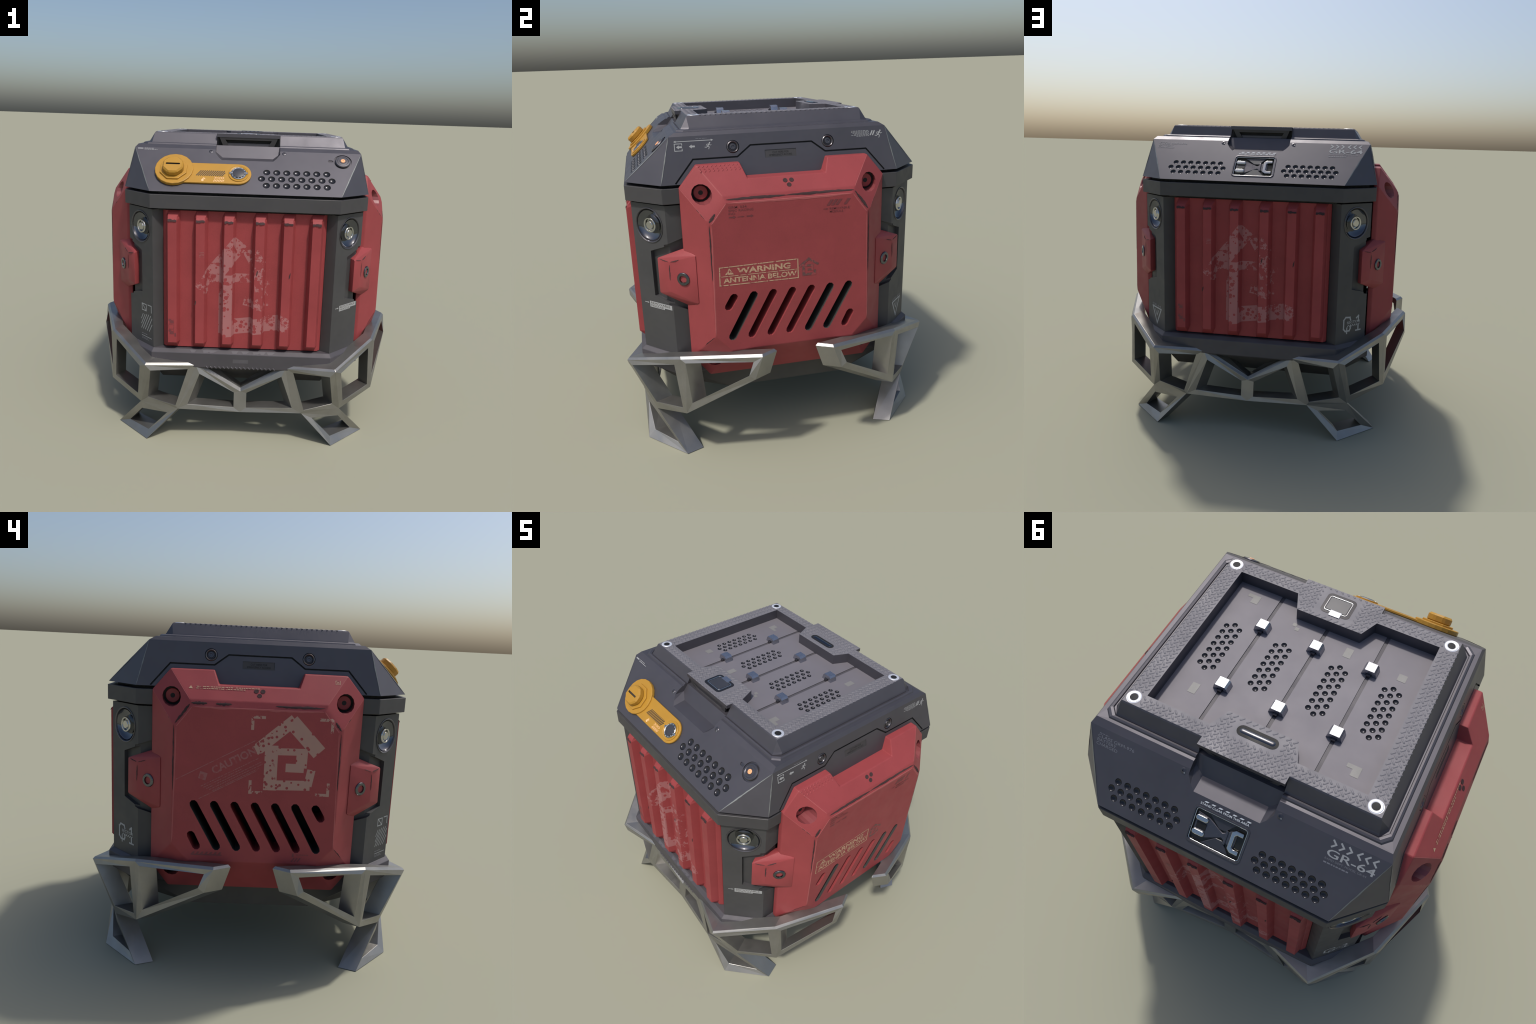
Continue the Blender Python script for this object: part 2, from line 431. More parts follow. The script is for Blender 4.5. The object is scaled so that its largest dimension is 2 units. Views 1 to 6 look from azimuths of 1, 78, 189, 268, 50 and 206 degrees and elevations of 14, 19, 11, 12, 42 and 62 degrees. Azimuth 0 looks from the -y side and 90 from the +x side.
def bowls(plane, centres, r, depth, seg=14, lat=4):
    V = []; F = []
    for (a, b) in centres:
        n0 = len(V)
        prof = [(r * .98, .004), (r, 0)] + [(r * math.cos(t), -depth * math.sin(t)) for t in [math.pi / 2 * k / lat for k in range(1, lat)]]
        for rr, h in prof:
            for i in range(seg):
                V.append(tuple(plane.at(a + rr * math.cos(2 * math.pi * i / seg), b + rr * math.sin(2 * math.pi * i / seg), h)))
        V.append(tuple(plane.at(a, b, -depth))); L = len(prof)
        F.append(tuple(n0 + i for i in range(seg)))
        for k in range(L - 1):
            for i in range(seg):
                j = (i + 1) % seg
                F.append((n0 + k * seg + i, n0 + (k + 1) * seg + i, n0 + (k + 1) * seg + j, n0 + k * seg + j))
        t = n0 + L * seg
        for i in range(seg): F.append((n0 + (L - 1) * seg + i, t, n0 + (L - 1) * seg + (i + 1) % seg))
    o = mesh('cutter', V, F, None, 'hole')
    o.data.polygons.foreach_set('use_smooth', [True] * len(o.data.polygons))
    return o

def cluster(x0, x1, y0, dy, n):
    """three staggered rows: n, n+1, n holes"""
    p = (x1 - x0) / (n - 1); P = []
    for i in range(n): P += [(x0 + p * i, y0 + dy), (x0 + p * i, y0 - dy)]
    for i in range(n + 1): P.append((x0 - p / 2 + p * i, y0))
    return P

def sub(o, cutters):
    for c in cutters: cut(o, c)

front_holes = cluster(.119, .476, .119, .050, 7)
back_holes_l = cluster(-.492, -.209, .103, .040, 7)
back_holes_r = cluster(.211, .478, .098, .037, 7)

# grip recesses, front and back
def grip_cutter(s):
    P = []
    for sx in (-1, 1):
        P += [(sx * .155, s * .572, 1.777), (sx * .155, s * .72, 1.758), (sx * .197, s * .548, 1.808), (sx * .197, s * .72, 1.806),
              (sx * .197, s * .476, 1.90), (sx * .197, s * .72, 1.90)]
    return hull('cutter', P, None, 'lid')
sub(lid, [grip_cutter(-1), grip_cutter(1)])

def bowl_feature(a, b, r, depth, seg=14, lat=4, mat='hole'):
    """a round dimple: rim on the face, then rings going down"""
    R = [(circle(a, b, r * math.cos(t), seg), -depth * math.sin(t)) for t in [math.pi / 2 * k / (lat + .35) for k in range(lat + 1)]]
    return (a, b), R, mat

def pit_feature(c, loop, depth, mat):
    return c, [(loop, 0), (loop, -depth)], mat

def punch(o, plane, feats):
    """sink features into the flat face of o that lies in the plane: the face is re-filled around their rims"""
    me = o.data; slot = {m.name: i for i, m in enumerate(me.materials)}
    bm = bmesh.new(); bm.from_mesh(me)
    todo = [f for f in bm.faces if f.normal.dot(plane.n) > .9995 and all(abs((v.co - plane.o).dot(plane.n)) < 4e-4 for v in f.verts)]
    for f in todo:
        loop = [((v.co - plane.o).dot(plane.u), (v.co - plane.o).dot(plane.v)) for v in f.verts]
        mine = [ft for ft in feats if inside(loop, *ft[0])]
        if not mine: continue
        polys = [[Vector((x, y, 0)) for x, y in loop]]; verts = list(f.verts)
        for (c, R, mat) in mine:
            k = slot[M[mat].name]; prev = None
            for lp, h in R:
                ring = [bm.verts.new(plane.at(x, y, h)) for x, y in lp]
                if prev is None: verts += ring; polys.append([Vector((x, y, 0)) for x, y in lp])
                else:
                    n = len(ring)
                    for i in range(n):
                        g = bm.faces.new((prev[i], prev[(i + 1) % n], ring[(i + 1) % n], ring[i])); g.material_index = k
                prev = ring
            g = bm.faces.new(prev); g.material_index = k
        mi = f.material_index
        for t in tessellate_polygon(polys):
            try: g = bm.faces.new([verts[i] for i in t])
            except ValueError: continue
            if g.calc_area() < 1e-12: bm.faces.remove(g); continue
            g.normal_update()
            if g.normal.dot(plane.n) < 0: g.normal_flip()
            g.material_index = mi
        bmesh.ops.delete(bm, geom=[f], context='FACES_ONLY')
    bm.normal_update()
    # walls: face away from the material
    bm.to_mesh(me); bm.free(); me.update()

def ccw(lp):
    a = sum(lp[i - 1][0] * lp[i][1] - lp[i][0] * lp[i - 1][1] for i in range(len(lp)))
    return lp if a > 0 else lp[::-1]

punch(lid, PF, [bowl_feature(a, b, .0215, .010) for a, b in front_holes] +
      [pit_feature((.576, .272), circle(.576, .272, .055, 28), .006, 'gunmetal'), pit_feature((.50, .272), ccw(rrect(.487, .263, .5185, .281, .008)), .004, 'gunmetal')])
punch(lid, PB, [bowl_feature(a, b, .0165, .008) for a, b in back_holes_l + back_holes_r] +
      [pit_feature((0, .12), ccw(rrect(-.128, .042, .134, .213, .022)), .018, 'black')])
GROOVE = [(-.573, .004), (-.473, .124), (-.24, .124), (-.167, .180), (.167, .180), (.24, .124), (.473, .124), (.573, .004)]
def groove_loop():
    n = len(GROOVE); w = .0042; L = []; R = []
    pts = [Vector(p) for p in GROOVE]
    for i, p in enumerate(pts):
        d0 = (p - pts[i - 1]).normalized() if i else (pts[1] - p).normalized()
        d1 = (pts[i + 1] - p).normalized() if i < n - 1 else d0
        t = (d0 + d1).normalized(); nn = Vector((-t.y, t.x)) * (w / max(.3, t.dot(d0)))
        L.append(tuple(p + nn)); R.append(tuple(p - nn))
    return ccw(L + R[::-1])
for pl in (PR, PL):
    punch(lid, pl, [pit_feature((0, .180), groove_loop(), .008, 'black'), pit_feature((-.007, .13), ccw([(-.092, .109), (.078, .109), (.078, .150), (-.092, .150)]), .0025, 'belt')] +
          [pit_feature((u, .177), circle(u, .177, .034, 24), .012, 'black') for u in (-.26, .258)])
facet(lid)

for pl in (PR, PL):
    for u in (-.26, .258):
        s = lathe('socket_bolt', pl, u, .177, [(.033, -.011), (.031, -.001), (.0275, .0015), (.024, -.001), (.021, -.006), (.0195, -.009)], lid, 'gunmetal', 28)
        c = lathe('bolt_head', pl, u, .177, [(.0165, -.011), (.0165, -.004), (.014, -.001), (.0085, -.001), (.007, -.005)], s, 'gunmetal', 6 * 3)

# small screws
for pl in (PF, PB):
    for u in (-.224, .222):
        s = lathe('screw', pl, u, .3215, [(.013, -.004), (.013, .0005), (.010, .0025), (.0055, .0025), (.0055, -.0005)], lid, 'gunmetal', 18)
        p_poly(s, 'p_lidlight', pl, circle(u + .0075, .314, .0035, 8), .0028)

# --- the yellow locking arm on the front slope ----------------------------------
arm = slab('locking_arm', PF, [(-.43, .215), (-.047, .215)] + [(-.047 + .0755 * math.sin(t), .1395 + .0755 * math.cos(t)) for t in
           [math.pi * k / 14 for k in range(1, 14)]] + [(-.047, .064), (-.43, .064)], .001, .014, lid, 'yellow', .003, 2)
disc = slab('locking_disc', PF, circle(-.430, .158, .114, 20), .0, .024, arm, 'yellow', .004, 2)
slab('hex_collar', PF, circle(-.431, .152, .085, 8, .39), .02, .034, disc, 'yellow', .003, 2)
bolt = slab('hex_bolt', PF, circle(-.431, .152, .066, 8, .39), .03, .072, disc, 'yellow', .009, 1)
cut(bolt, slab('cutter', PF, rrect(-.473, .147, -.389, .159, .0055), .063, .1, None, 'p_black'))
seat = lathe('dial_seat', PF, -.047, .1395, [(.060, .012), (.060, .0185), (.057, .020), (.053, .0175), (.046, .0165), (.046, .012)], arm, 'yellow', 32)
dial = lathe('dial', PF, -.047, .1395, [(.045, .014), (.045, .021), (.041, .024), (.037, .021), (.030, .021), (.028, .023), (.0, .023)], arm, 'chrome', 32)
lathe('dial_face', PF, -.047, .1395, [(.034, .020), (.034, .0245), (.031, .0255), (.0, .0255)], dial, 'glass', 28)
for k in range(12):
    t = 2 * math.pi * k / 12
    p_poly(dial, 'p_white', PF, circle(-.047 + .0385 * math.cos(t), .1395 + .0385 * math.sin(t), .0022, 6), .0245)
for sx in (-1, 1):
    slab('dial_lug', PF, rrect(-.047 + sx * .047 - .008, .131, -.047 + sx * .047 + .008, .148, .006), .015, .0235, dial, 'chrome', .002, 1, 30)
for k in range(13):
    x = -.296 + k * .0126
    p_line(arm, 'p_black', PF, [(max(x, -.294), .118 + max(0, -.294 - x)), (min(x + .026, -.128), .155 - max(0, x + .026 + .128) * 1.4)], .0058, .0148)
p_arrow(arm, 'p_orange', PF, -.236, .092, .03, .0055); p_line(arm, 'p_orange', PF, [(-.262, .082), (-.25, .100), (-.242, .092)], .005, .0148)
p_poly(arm, 'p_orange', PF, circle(-.256, .083, .008, 10), .0147)
p_text(arm, 'p_orange', PF, '300', -.19, .096, -.13, .110, .0148)
for k in range(7): p_bar(arm, 'p_orange', PF, -.192 + k * .0092, .074, -.184 + k * .0092, .090, .004, .0148)
p_arrow_h = .018

# --- indicator button -------------------------------------------------------------
btn = lathe('indicator_button', PF, .576, .272, [(.046, -.006), (.046, .004), (.042, .008), (.034, .0085), (.031, .0065), (.020, .007), (.018, .009), (.0, .009)], lid, 'chrome', 36)
btn.data.materials.clear(); btn.data.materials.append(M['gunmetal'])
lathe('indicator_ring', PF, .576, .272, [(.0135, .008), (.0135, .011), (.0115, .0125), (.0065, .0125), (.0045, .0095)], btn, 'orange', 24)

# --- window with latch mechanism on the back slope ----------------------------------
win = slab('latch_window', PB, rrect(-.120, .050, .126, .205, .016), -.018, -.013, lid, 'window_back')
def frame_slab(name, plane, outer, inner, h0, h1, parent, mat, sm=30):
    n = len(outer)
    V = [tuple(plane.at(x, y, h0)) for x, y in outer] + [tuple(plane.at(x, y, h1)) for x, y in outer] + \
        [tuple(plane.at(x, y, h1)) for x, y in inner] + [tuple(plane.at(x, y, h0)) for x, y in inner]
    F = []
    for i in range(n):
        j = (i + 1) % n
        for a in range(4):
            b = (a + 1) % 4
            F.append((a * n + i, a * n + j, b * n + j, b * n + i))
    return mesh(name, V, F, parent, mat, sm)
rim = frame_slab('window_rim', PB, rrect(-.128, .042, .134, .213, .022), rrect(-.119, .050, .125, .205, .016), -.012, .003, win, 'gunmetal')
bevel_mod(rim, .003, 2); smooth(rim, 40)
bead_ = frame_slab('window_bead', PB, rrect(-.1185, .0505, .1245, .2045, .015), rrect(-.1135, .0555, .1195, .1995, .011), -.014, -.001, win, 'chrome')
bevel_mod(bead_, .002, 2); smooth(bead_, 50)
slab('latch_body', PB, [(-.11, .075), (-.11, .185), (-.05, .175), (.02, .140), (.055, .165), (.085, .185), (.085, .075), (.055, .095), (.02, .115), (-.05, .080)], -.014, -.008, win, 'gunmetal', .003, 1, 30)
for y in (.094, .160):
    slab('latch_pin', PB, rrect(-.112, y - .013, -.052, y + .013, .011), -.012, .0, win, 'chrome', .006, 3, 50)
slab('latch_slot', PB, [(-.10, .112), (-.10, .142), (-.055, .142), (-.055, .112)], -.009, -.006, win, 'black')
slab('latch_hook', PB, [(.112, .075), (.075, .075), (.058, .088), (.058, .166), (.075, .180), (.112, .180), (.112, .160), (.084, .160), (.077, .152), (.077, .102), (.084, .095), (.112, .095)], -.012, .0, win, 'chrome', .004, 2, 40)
slab('latch_bar', PB, [(.033, .095), (.045, .095), (.045, .160), (.033, .160)], -.010, -.003, win, 'gunmetal', .003, 2, 40)
for sy, (a, b) in ((1, (.1985, .182)), (-1, (.0565, .073))):
    slab('latch_cheek', PB, [(-.06, a), (.07, a), (.03, .128 + sy * .022), (.0, .128 + sy * .022)], -.014, -.006, win, 'glass', .002, 1)

# --- top frame ----------------------------------------------------------------------
ZT, ZF = 1.920, 1.848
LIP = .516
def top_frame():
    lipw = .1975
    # plan of the top face, anticlockwise; outer rectangle with two lips and inner opening with two bumps
    out_top = [(-.587, -.479), (-lipw, -.479), (-lipw, -LIP), (lipw, -LIP), (lipw, -.479), (.587, -.479),
               (.587, .479), (lipw, .479), (lipw, LIP), (-lipw, LIP), (-lipw, .479), (-.587, .479)]
    inn = [(-.502, -.41), (-.2, -.41), (-.161, -.319), (.161, -.319), (.2, -.41), (.502, -.41),
           (.502, .41), (.2, .41), (.161, .319), (-.161, .319), (-.2, .41), (-.502, .41)]
    # sloping body of the frame (without lips), corners cut to a point at the top
    bot = octagon(.603, .520, .628, .478, 1.851)
    step = octagon(.600, .512, .622, .474, 1.862)
    t = lambda x, y, z: [(-x, -y, z), (x, -y, z), (x, -y, z), (x, y, z), (x, y, z), (-x, y, z), (-x, y, z), (-x, -y, z)]
    V, F = rings([octagon(.590, .50, .612, .46, 1.835), octagon(.590, .50, .612, .46, 1.851), bot, step, t(.5885, .4815, 1.914), t(.584, .476, ZT)])
    o = mesh('tread_frame', V, F, lid, ['lid', 'plate'])
    bm = bmesh.new(); bm.from_mesh(o.data); bmesh.ops.remove_doubles(bm, verts=bm.verts, dist=1e-5)
    bmesh.ops.dissolve_degenerate(bm, edges=bm.edges, dist=1e-5); bmesh.ops.recalc_face_normals(bm, faces=bm.faces)
    bm.to_mesh(o.data); bm.free()
    # the part of the slope under each lip is cut back
    for s in (-1, 1):
        cut(o, hull('cutter', [(sx * lipw, s * y, z) for sx in (-1, 1) for y, z in ((.478, 1.93), (.478, 1.83), (.6, 1.93), (.6, 1.83))], None, 'lid'))
    for s in (-1, 1):
        P = [(-lipw, s * .45), (lipw, s * .45), (lipw, s * LIP), (-lipw, s * LIP)]
        if s > 0: P = P[::-1]
        lip = slab('cutter', Plane((0, 0, 0), (1, 0, 0), (0, 1, 0)), P[::-1] if s < 0 else P, 1.899, ZT, None, ['lid'])
        cut(o, lip, 'UNION')
    cut(o, slab('cutter', Plane((0, 0, 0), (1, 0, 0), (0, 1, 0)), inn, 1.80, 2.0, None, 'lid'))
    me = o.data
    if M['plate'].name not in [m.name for m in me.materials]: me.materials.append(M['plate'])
    ip = [m.name for m in me.materials].index(M['plate'].name)
    for p in me.polygons:
        if p.normal.z > .95 and p.center.z > 1.915: p.material_index = ip
    return o, inn, out_top
frame, INN, OUTT = top_frame()
# brackets below the lips: trapezoid frames with a dark slot
for s in (-1, 1):
    pl = Plane((0, s * .502, 1.845), (-s if s > 0 else 1, 0, 0), (0, s * .012, .054))
    frame_slab('grip_bracket', pl, [(-.182, .0555), (-.160, .003), (.160, .003), (.182, .0555)], [(-.145, .0395), (-.123, .001), (.123, .001), (.145, .0395)], -.012, .0, frame, 'belt', None)
    slab('grip_slot_back', Plane((0, s * .484, 1.845), (-s if s > 0 else 1, 0, 0), (0, 0, 1)), [(-.19, -.01), (.19, -.01), (.19, .054), (-.19, .054)], -.004, .0, frame, 'black')
    slab('grip_wall', Plane((0, s * .496, 1.845), (-s if s > 0 else 1, 0, 0), (0, 0, 1)), [(-.13, -.005), (.13, -.005), (.15, .019), (-.15, .019)], -.004, .0, frame, 'lid')

# tread pattern: staggered little ridges at +-45 degrees
def seg_dist(poly, x, y):
    best = 9
    for i in range(len(poly)):
        (x0, y0), (x1, y1) = poly[i - 1], poly[i]
        dx, dy = x1 - x0, y1 - y0; t = max(0, min(1, ((x - x0) * dx + (y - y0) * dy) / (dx * dx + dy * dy)))
        best = min(best, math.hypot(x - x0 - t * dx, y - y0 - t * dy))
    return best
def tread_bars(name, plane, places, parent, mat, L=.0128, w=.0050, h=.0019):
    V = []; F = []
    for x, y, a, k in places:
        ca, sa = math.cos(a), math.sin(a); n0 = len(V)
        for (f, hh) in ((1.0, 0), (.62, h * .9)):
            for i in range(8):
                t = 2 * math.pi * (i + .5) / 8; ww = w * f; ll = L * k - (w - ww)
                px = (ll - ww if math.cos(t) > 0 else -(ll - ww)) + ww * math.cos(t); py = ww * math.sin(t)
                V.append(tuple(plane.at(x + px * ca - py * sa, y + px * sa + py * ca, hh)))
        V.append(tuple(plane.at(x, y, h)))
        for i in range(8):
            j = (i + 1) % 8; F += [(n0 + i, n0 + j, n0 + 8 + j, n0 + 8 + i), (n0 + 8 + i, n0 + 8 + j, n0 + 16)]
    o = mesh(name, V, F, parent, mat, 60, fix=False); o['kind'] = 'stuff'; return o
places = []
outer_in = OUTT
for i in range(-45, 46):
    for j in range(-40, 41):
        for off, a in ((0, math.pi / 4), (.5, -math.pi / 4)):
            x, y = (i + off) * .0305, (j + off) * .0275
            if not inside(outer_in, x, y) or inside(INN, x, y): continue
            d = min(seg_dist(outer_in, x, y), seg_dist(INN, x, y))
            if d < .006: continue
            if any(math.hypot(x - sx * .547, y - sy * .441) < .043 for sx in (-1, 1) for sy in (-1, 1)): continue
            if abs(x) < .095 and -.50 < y < -.335: continue
            if abs(x) < .125 - abs(y - .377) * .4 and .335 < y < .418: continue
            places.append((x, y, a, min(1.0, max(.5, d / .0095))))
tread_bars('tread_ridge', TOP, places, frame, 'plate')

for sx in (-1, 1):
    for sy in (-1, 1):
        w = lathe('washer', TOP, sx * .547, sy * .441, [(.033, -.001), (.032, .0010), (.0305, .0006), (.0295, .0016), (.027, .0024), (.0195, .0022), (.018, .0012), (.0, .0012)], frame, 'white_metal', 28)
        b = lathe('washer_core', TOP, sx * .547, sy * .441, [(.0185, .0), (.0180, .0018), (.010, .0027), (.0, .0031)], w, 'black', 20)
# flush catch on the front bump
catch = slab('flush_catch', TOP, rrect(-.076, -.486, .070, -.362, .022), -.002, .0012, frame, 'hole')
cr = frame_slab('catch_ring', TOP, rrect(-.062, -.470, .056, -.376, .012), rrect(-.057, -.465, .051, -.381, .009), .0, .0035, catch, 'chrome')
bevel_mod(cr, .0015, 2); smooth(cr, 50)
slab('catch_plate', TOP, rrect(-.054, -.462, .048, -.384, .008), .0, .0025, catch, 'glass', .001, 1)
slab('catch_clip', TOP, [(-.036, -.386), (.020, -.386), (.020, -.352), (-.036, -.352)], .0, .0045, catch, 'clip', .002, 2, 40)
# chrome slot handle on the rear bump
def capsule(cx, cy, hl, r, n=8):
    return [(cx + hl + r * math.cos(t), cy + r * math.sin(t)) for t in [-math.pi / 2 + math.pi * k / n for k in range(n + 1)]] + \
           [(cx - hl - r * math.cos(t), cy - r * math.sin(t)) for t in [-math.pi / 2 + math.pi * k / n for k in range(n + 1)]]
slot = slab('slot_handle', TOP, capsule(-.004, .377, .068, .026), -.002, .0012, frame, 'black')
mesh('slot_bar', *rings([[tuple(TOP.at(x, y, -.012 + .017 * math.sin(t))) for x, y in capsule(-.004, .377, .068, .0015 + .018 * math.cos(t))]
                         for t in [math.pi / 2 * k / 8 for k in range(9)]]), slot, 'cup', 60)

# --- tray floor ------------------------------------------------------------------
tray = slab('tray_floor', TRAY, [(-.56, -.45), (.56, -.45), (.56, .45), (-.56, .45)], -.02, .0, lid, ['tray', 'hole', 'tray_groove'])
tray_holes = []
for cx in (-.397, -.140, .140, .397):
    tray_holes += [(cx + .034 * k, -.128 + .040 * i) for k in (-1, 1) for i in range(7)] + [(cx, -.148 + .040 * i) for i in range(8)]
punch(tray, TRAY, [bowl_feature(a, b, .0135, .008, 12, 3) for a, b in tray_holes] +
      [pit_feature((x, 0), [(x - .009, -.44), (x + .009, -.44), (x + .009, .44), (x - .009, .44)], .004, 'tray_groove') for x in (-.271, 0, .271)])
facet(tray)
clip0 = None
def clip_mesh():
    # bridge profile in x, extruded along y
    P = [(-.037, 0), (-.030, .026), (-.022, .036), (.022, .036), (.030, .026), (.037, 0), (.018, 0), (.013, .014), (-.013, .014), (-.018, 0)]
    n = len(P); V = [(x, -.0235, z) for x, z in P] + [(x, .0235, z) for x, z in P]
    F = [(i, (i + 1) % n, n + (i + 1) % n, n + i) for i in range(n)]
    for a in ((0, 1, 8, 9), (1, 2, 3, 4, 7, 8), (4, 5, 6, 7)): F += [a, tuple(n + i for i in reversed(a))]
    return mesh('rail_clip', V, F, tray, 'clip')
for x in (-.271, 0, .271):
    for y in (-.187, .187):
        if clip0 is None: clip0 = clip_mesh(); c = clip0
        else: c = clip0.copy(); COL.objects.link(c)
        c.location = (x, y, 1.858)
        rod = slab('clip_rod', TRAY, [(x - .009, y - .034), (x + .009, y - .034), (x + .009, y + .034), (x - .009, y + .034)], .0, .012, tray, 'gunmetal')
for (x, y, k) in ((.40, -.34, 0), (.38, .25, 1), (.14, -.27, 2), (-.14, -.24, 1), (-.41, -.22, 3), (-.40, .30, 0)):
    q = .02
    if k == 0:
        p_poly(tray, 'p_tray', TRAY, [(x - 1.6 * q, y - q), (x + 1.6 * q, y - q), (x + 1.6 * q, y), (x + .2 * q, y), (x + .2 * q, y + 1.6 * q), (x - 1.6 * q, y + 1.6 * q)])
    elif k == 2:
        p_rect(tray, 'p_tray', TRAY, x - q, y, x, y + q); p_rect(tray, 'p_tray', TRAY, x, y - q, x + q, y)
    elif k == 1: p_rect(tray, 'p_tray', TRAY, x - .9 * q, y - 1.4 * q, x + .9 * q, y + 1.4 * q)
    else: p_rect(tray, 'p_tray', TRAY, x - q, y - q, x + q, y + q)

# --- belt below the lid, dark gap, inner core ---------------------------------------------
V, F = rings([octagon(.50, .775, .690, .60, 1.489), octagon(.557, .839, .745, .649, 1.489), octagon(.557, .839, .745, .649, 1.571), octagon(.50, .775, .690, .60, 1.571)])
belt = mesh('belt', V, F, root, 'belt'); bevel_mod(belt, .002, 1)
V, F = rings([octagon(.515, .79, .70, .605, 1.475), octagon(.515, .79, .70, .605, 1.60)])
mesh('gasket', V, F, belt, 'black')  # black gap filler
V, F = rings([octagon(.535, .80, .705, .635, 1.4775), octagon(.535, .80, .705, .635, 1.4895)])
V, F = rings([[(sx * .66, sy * .60, z) for sx, sy in ((-1, -1), (1, -1), (1, 1), (-1, 1))] for z in (.50, 1.48)])
core = mesh('inner_core', V, F, root, 'black')
mesh('core_block', *rings([[(-.52, -.76, .56), (.52, -.76, .56), (.52, .76, .56), (-.52, .76, .56)], [(-.52, -.76, 1.48), (.52, -.76, 1.48), (.52, .76, 1.48), (-.52, .76, 1.48)]]), core, 'black')

# --- corner pillars ---------------------------------------------------------------------
pillar = {}
for (sx, sy), pl in PIL.items():
    plan = [(.490, .772), (.547, .813), (.722, .640), (.722, .545), (.66, .545), (.49, .70)]
    V, F = rings([[(sx * x, sy * y, z) for x, y in plan] for z in (.600, 1.478)])
    o = mesh('pillar', V, F, root, ['pillar', 'gunmetal', 'cup', 'black'])
    q = lambda u, z, h: tuple(pl.at(u if (sx * sy < 0) else .246 - u, z, h))
    # notch that takes the lug of the red side cover
    c1 = hull('cutter', [q(u, z, h) for u, z in ((.115, 1.213), (.115, .949), (.246, .917), (.30, .90), (.30, 1.28), (.246, 1.258)) for h in (.05, -.024)], None, 'pillar')
    cut(o, c1)
    c2 = hull('cutter', [(sx * x, sy * y, z) for x in (.698, .80) for y, z in ((.66, 1.262), (.66, .912), (.50, .862), (.50, 1.318))], None, 'pillar')
    cut(o, c2)
    cc = .123
    cutter = bowls(pl, [(cc if sx * sy < 0 else .246 - cc, 1.360)], .093, .040, 40, 8)
    cutter.data.materials.clear(); cutter.data.materials.append(M['cup'])
    cut(o, cutter)
    bevel_mod(o, .0025, 1, 40); smooth(o, 30)
    pillar[(sx, sy)] = o
    u0 = cc if sx * sy < 0 else .246 - cc
    lathe('cup_rim', pl, u0, 1.360, [(.099, -.001), (.0985, .003), (.095, .004), (.091, .001), (.089, -.006)], o, 'gunmetal', 48, ring=True)
    st = lathe('tie_down_stud', pl, u0, 1.360, [(.060, -.044), (.048, -.022), (.044, -.010), (.0435, -.004), (.040, .0), (.034, .0), (.031, -.004), (.030, -.012), (.0255, -.013), (.0245, -.003), (.021, .001), (.0, .002)], o, 'chrome', 40, 40)

# --- base plinth and underbody -----------------------------------------------------------------
V, F = rings([octagon(.53, .79, .70, .625, .48), octagon(.545, .832, .737, .643, .492), octagon(.555, .840, .745, .650, .500), octagon(.555, .840, .745, .650, .592), octagon(.547, .815, .722, .642, .611), octagon(.45, .72, .65, .55, .611)])
base = mesh('base_plinth', V, F, root, 'base'); bevel_mod(base, .002, 1, 20)
V, F = rings([octagon(.52, .640, .697, .345, .343), octagon(.54, .80, .71, .60, .485), octagon(.54, .80, .71, .60, .50)])
mesh('underbody', V, F, base, 'tub')
PFB = Plane((0, -.840, 0), (1, 0, 0), (0, 0, 1)); PBB = Plane((0, .840, 0), (-1, 0, 0), (0, 0, 1))
tread_bars('edge_ridge', PFB, [(-.21 + .026 * i, .502, -.7, .9) for i in range(17)], base, 'base', h=.004)
PFL = Plane((0, -.840, .592), (1, 0, 0), (0, .025, .019))
for i, x in enumerate((-.30, -.22, -.185, -.04, .02, .09, .13, .18)):
    p_poly(base, 'p_base', PFL, [(x - .02, .024), (x + .022 + .01 * (i % 3), .024), (x + .012, .006), (x - .006 - .006 * (i % 2), .004)])
p_rect(base, 'p_base', PFB, -.05, .535, .045, .560)

# --- corrugated red panels front and back -----------------------------------------------------
def corrugated():
    deep, out = .797, .845
    X = [(-.488, .777), (-.470, deep)]
    for c in (-.4255, -.2590, -.0915, .0925, .2590, .4255):
        X += [(c - .0430, deep), (c - .0260, out), (c + .0260, out), (c + .0430, deep)]
    X += [(.470, deep), (.488, .777)]
    rows = [(.618, 0), (.661, 1), (1.420, 1), (1.440, .72), (1.476, 0)]
    V = []; n = len(X)
    for z, k in rows:
        for x, d in X: V.append((x, -(d if d <= deep else deep + (out - deep) * k), z))
    back = len(V)
    for z in (rows[0][0], rows[-1][0]): V += [(-.488, -.73, z), (.488, -.73, z)]
    F = []
    for r in range(len(rows) - 1):
        for i in range(n - 1): F.append((r * n + i, r * n + i + 1, (r + 1) * n + i + 1, (r + 1) * n + i))
    top = (len(rows) - 1) * n
    F += [tuple(range(n - 1, -1, -1)) + (back, back + 1), tuple(range(top, top + n)) + (back + 3, back + 2),
          (back, back + 1, back + 3, back + 2), tuple(r * n for r in range(len(rows))) + (back + 2, back), tuple(r * n + n - 1 for r in range(len(rows))) + (back + 3, back + 1)]
    o = mesh('corrugated_panel', V, F, root, 'red_rib')
    bevel_mod(o, .0025, 1, 20); return o
panel = corrugated()
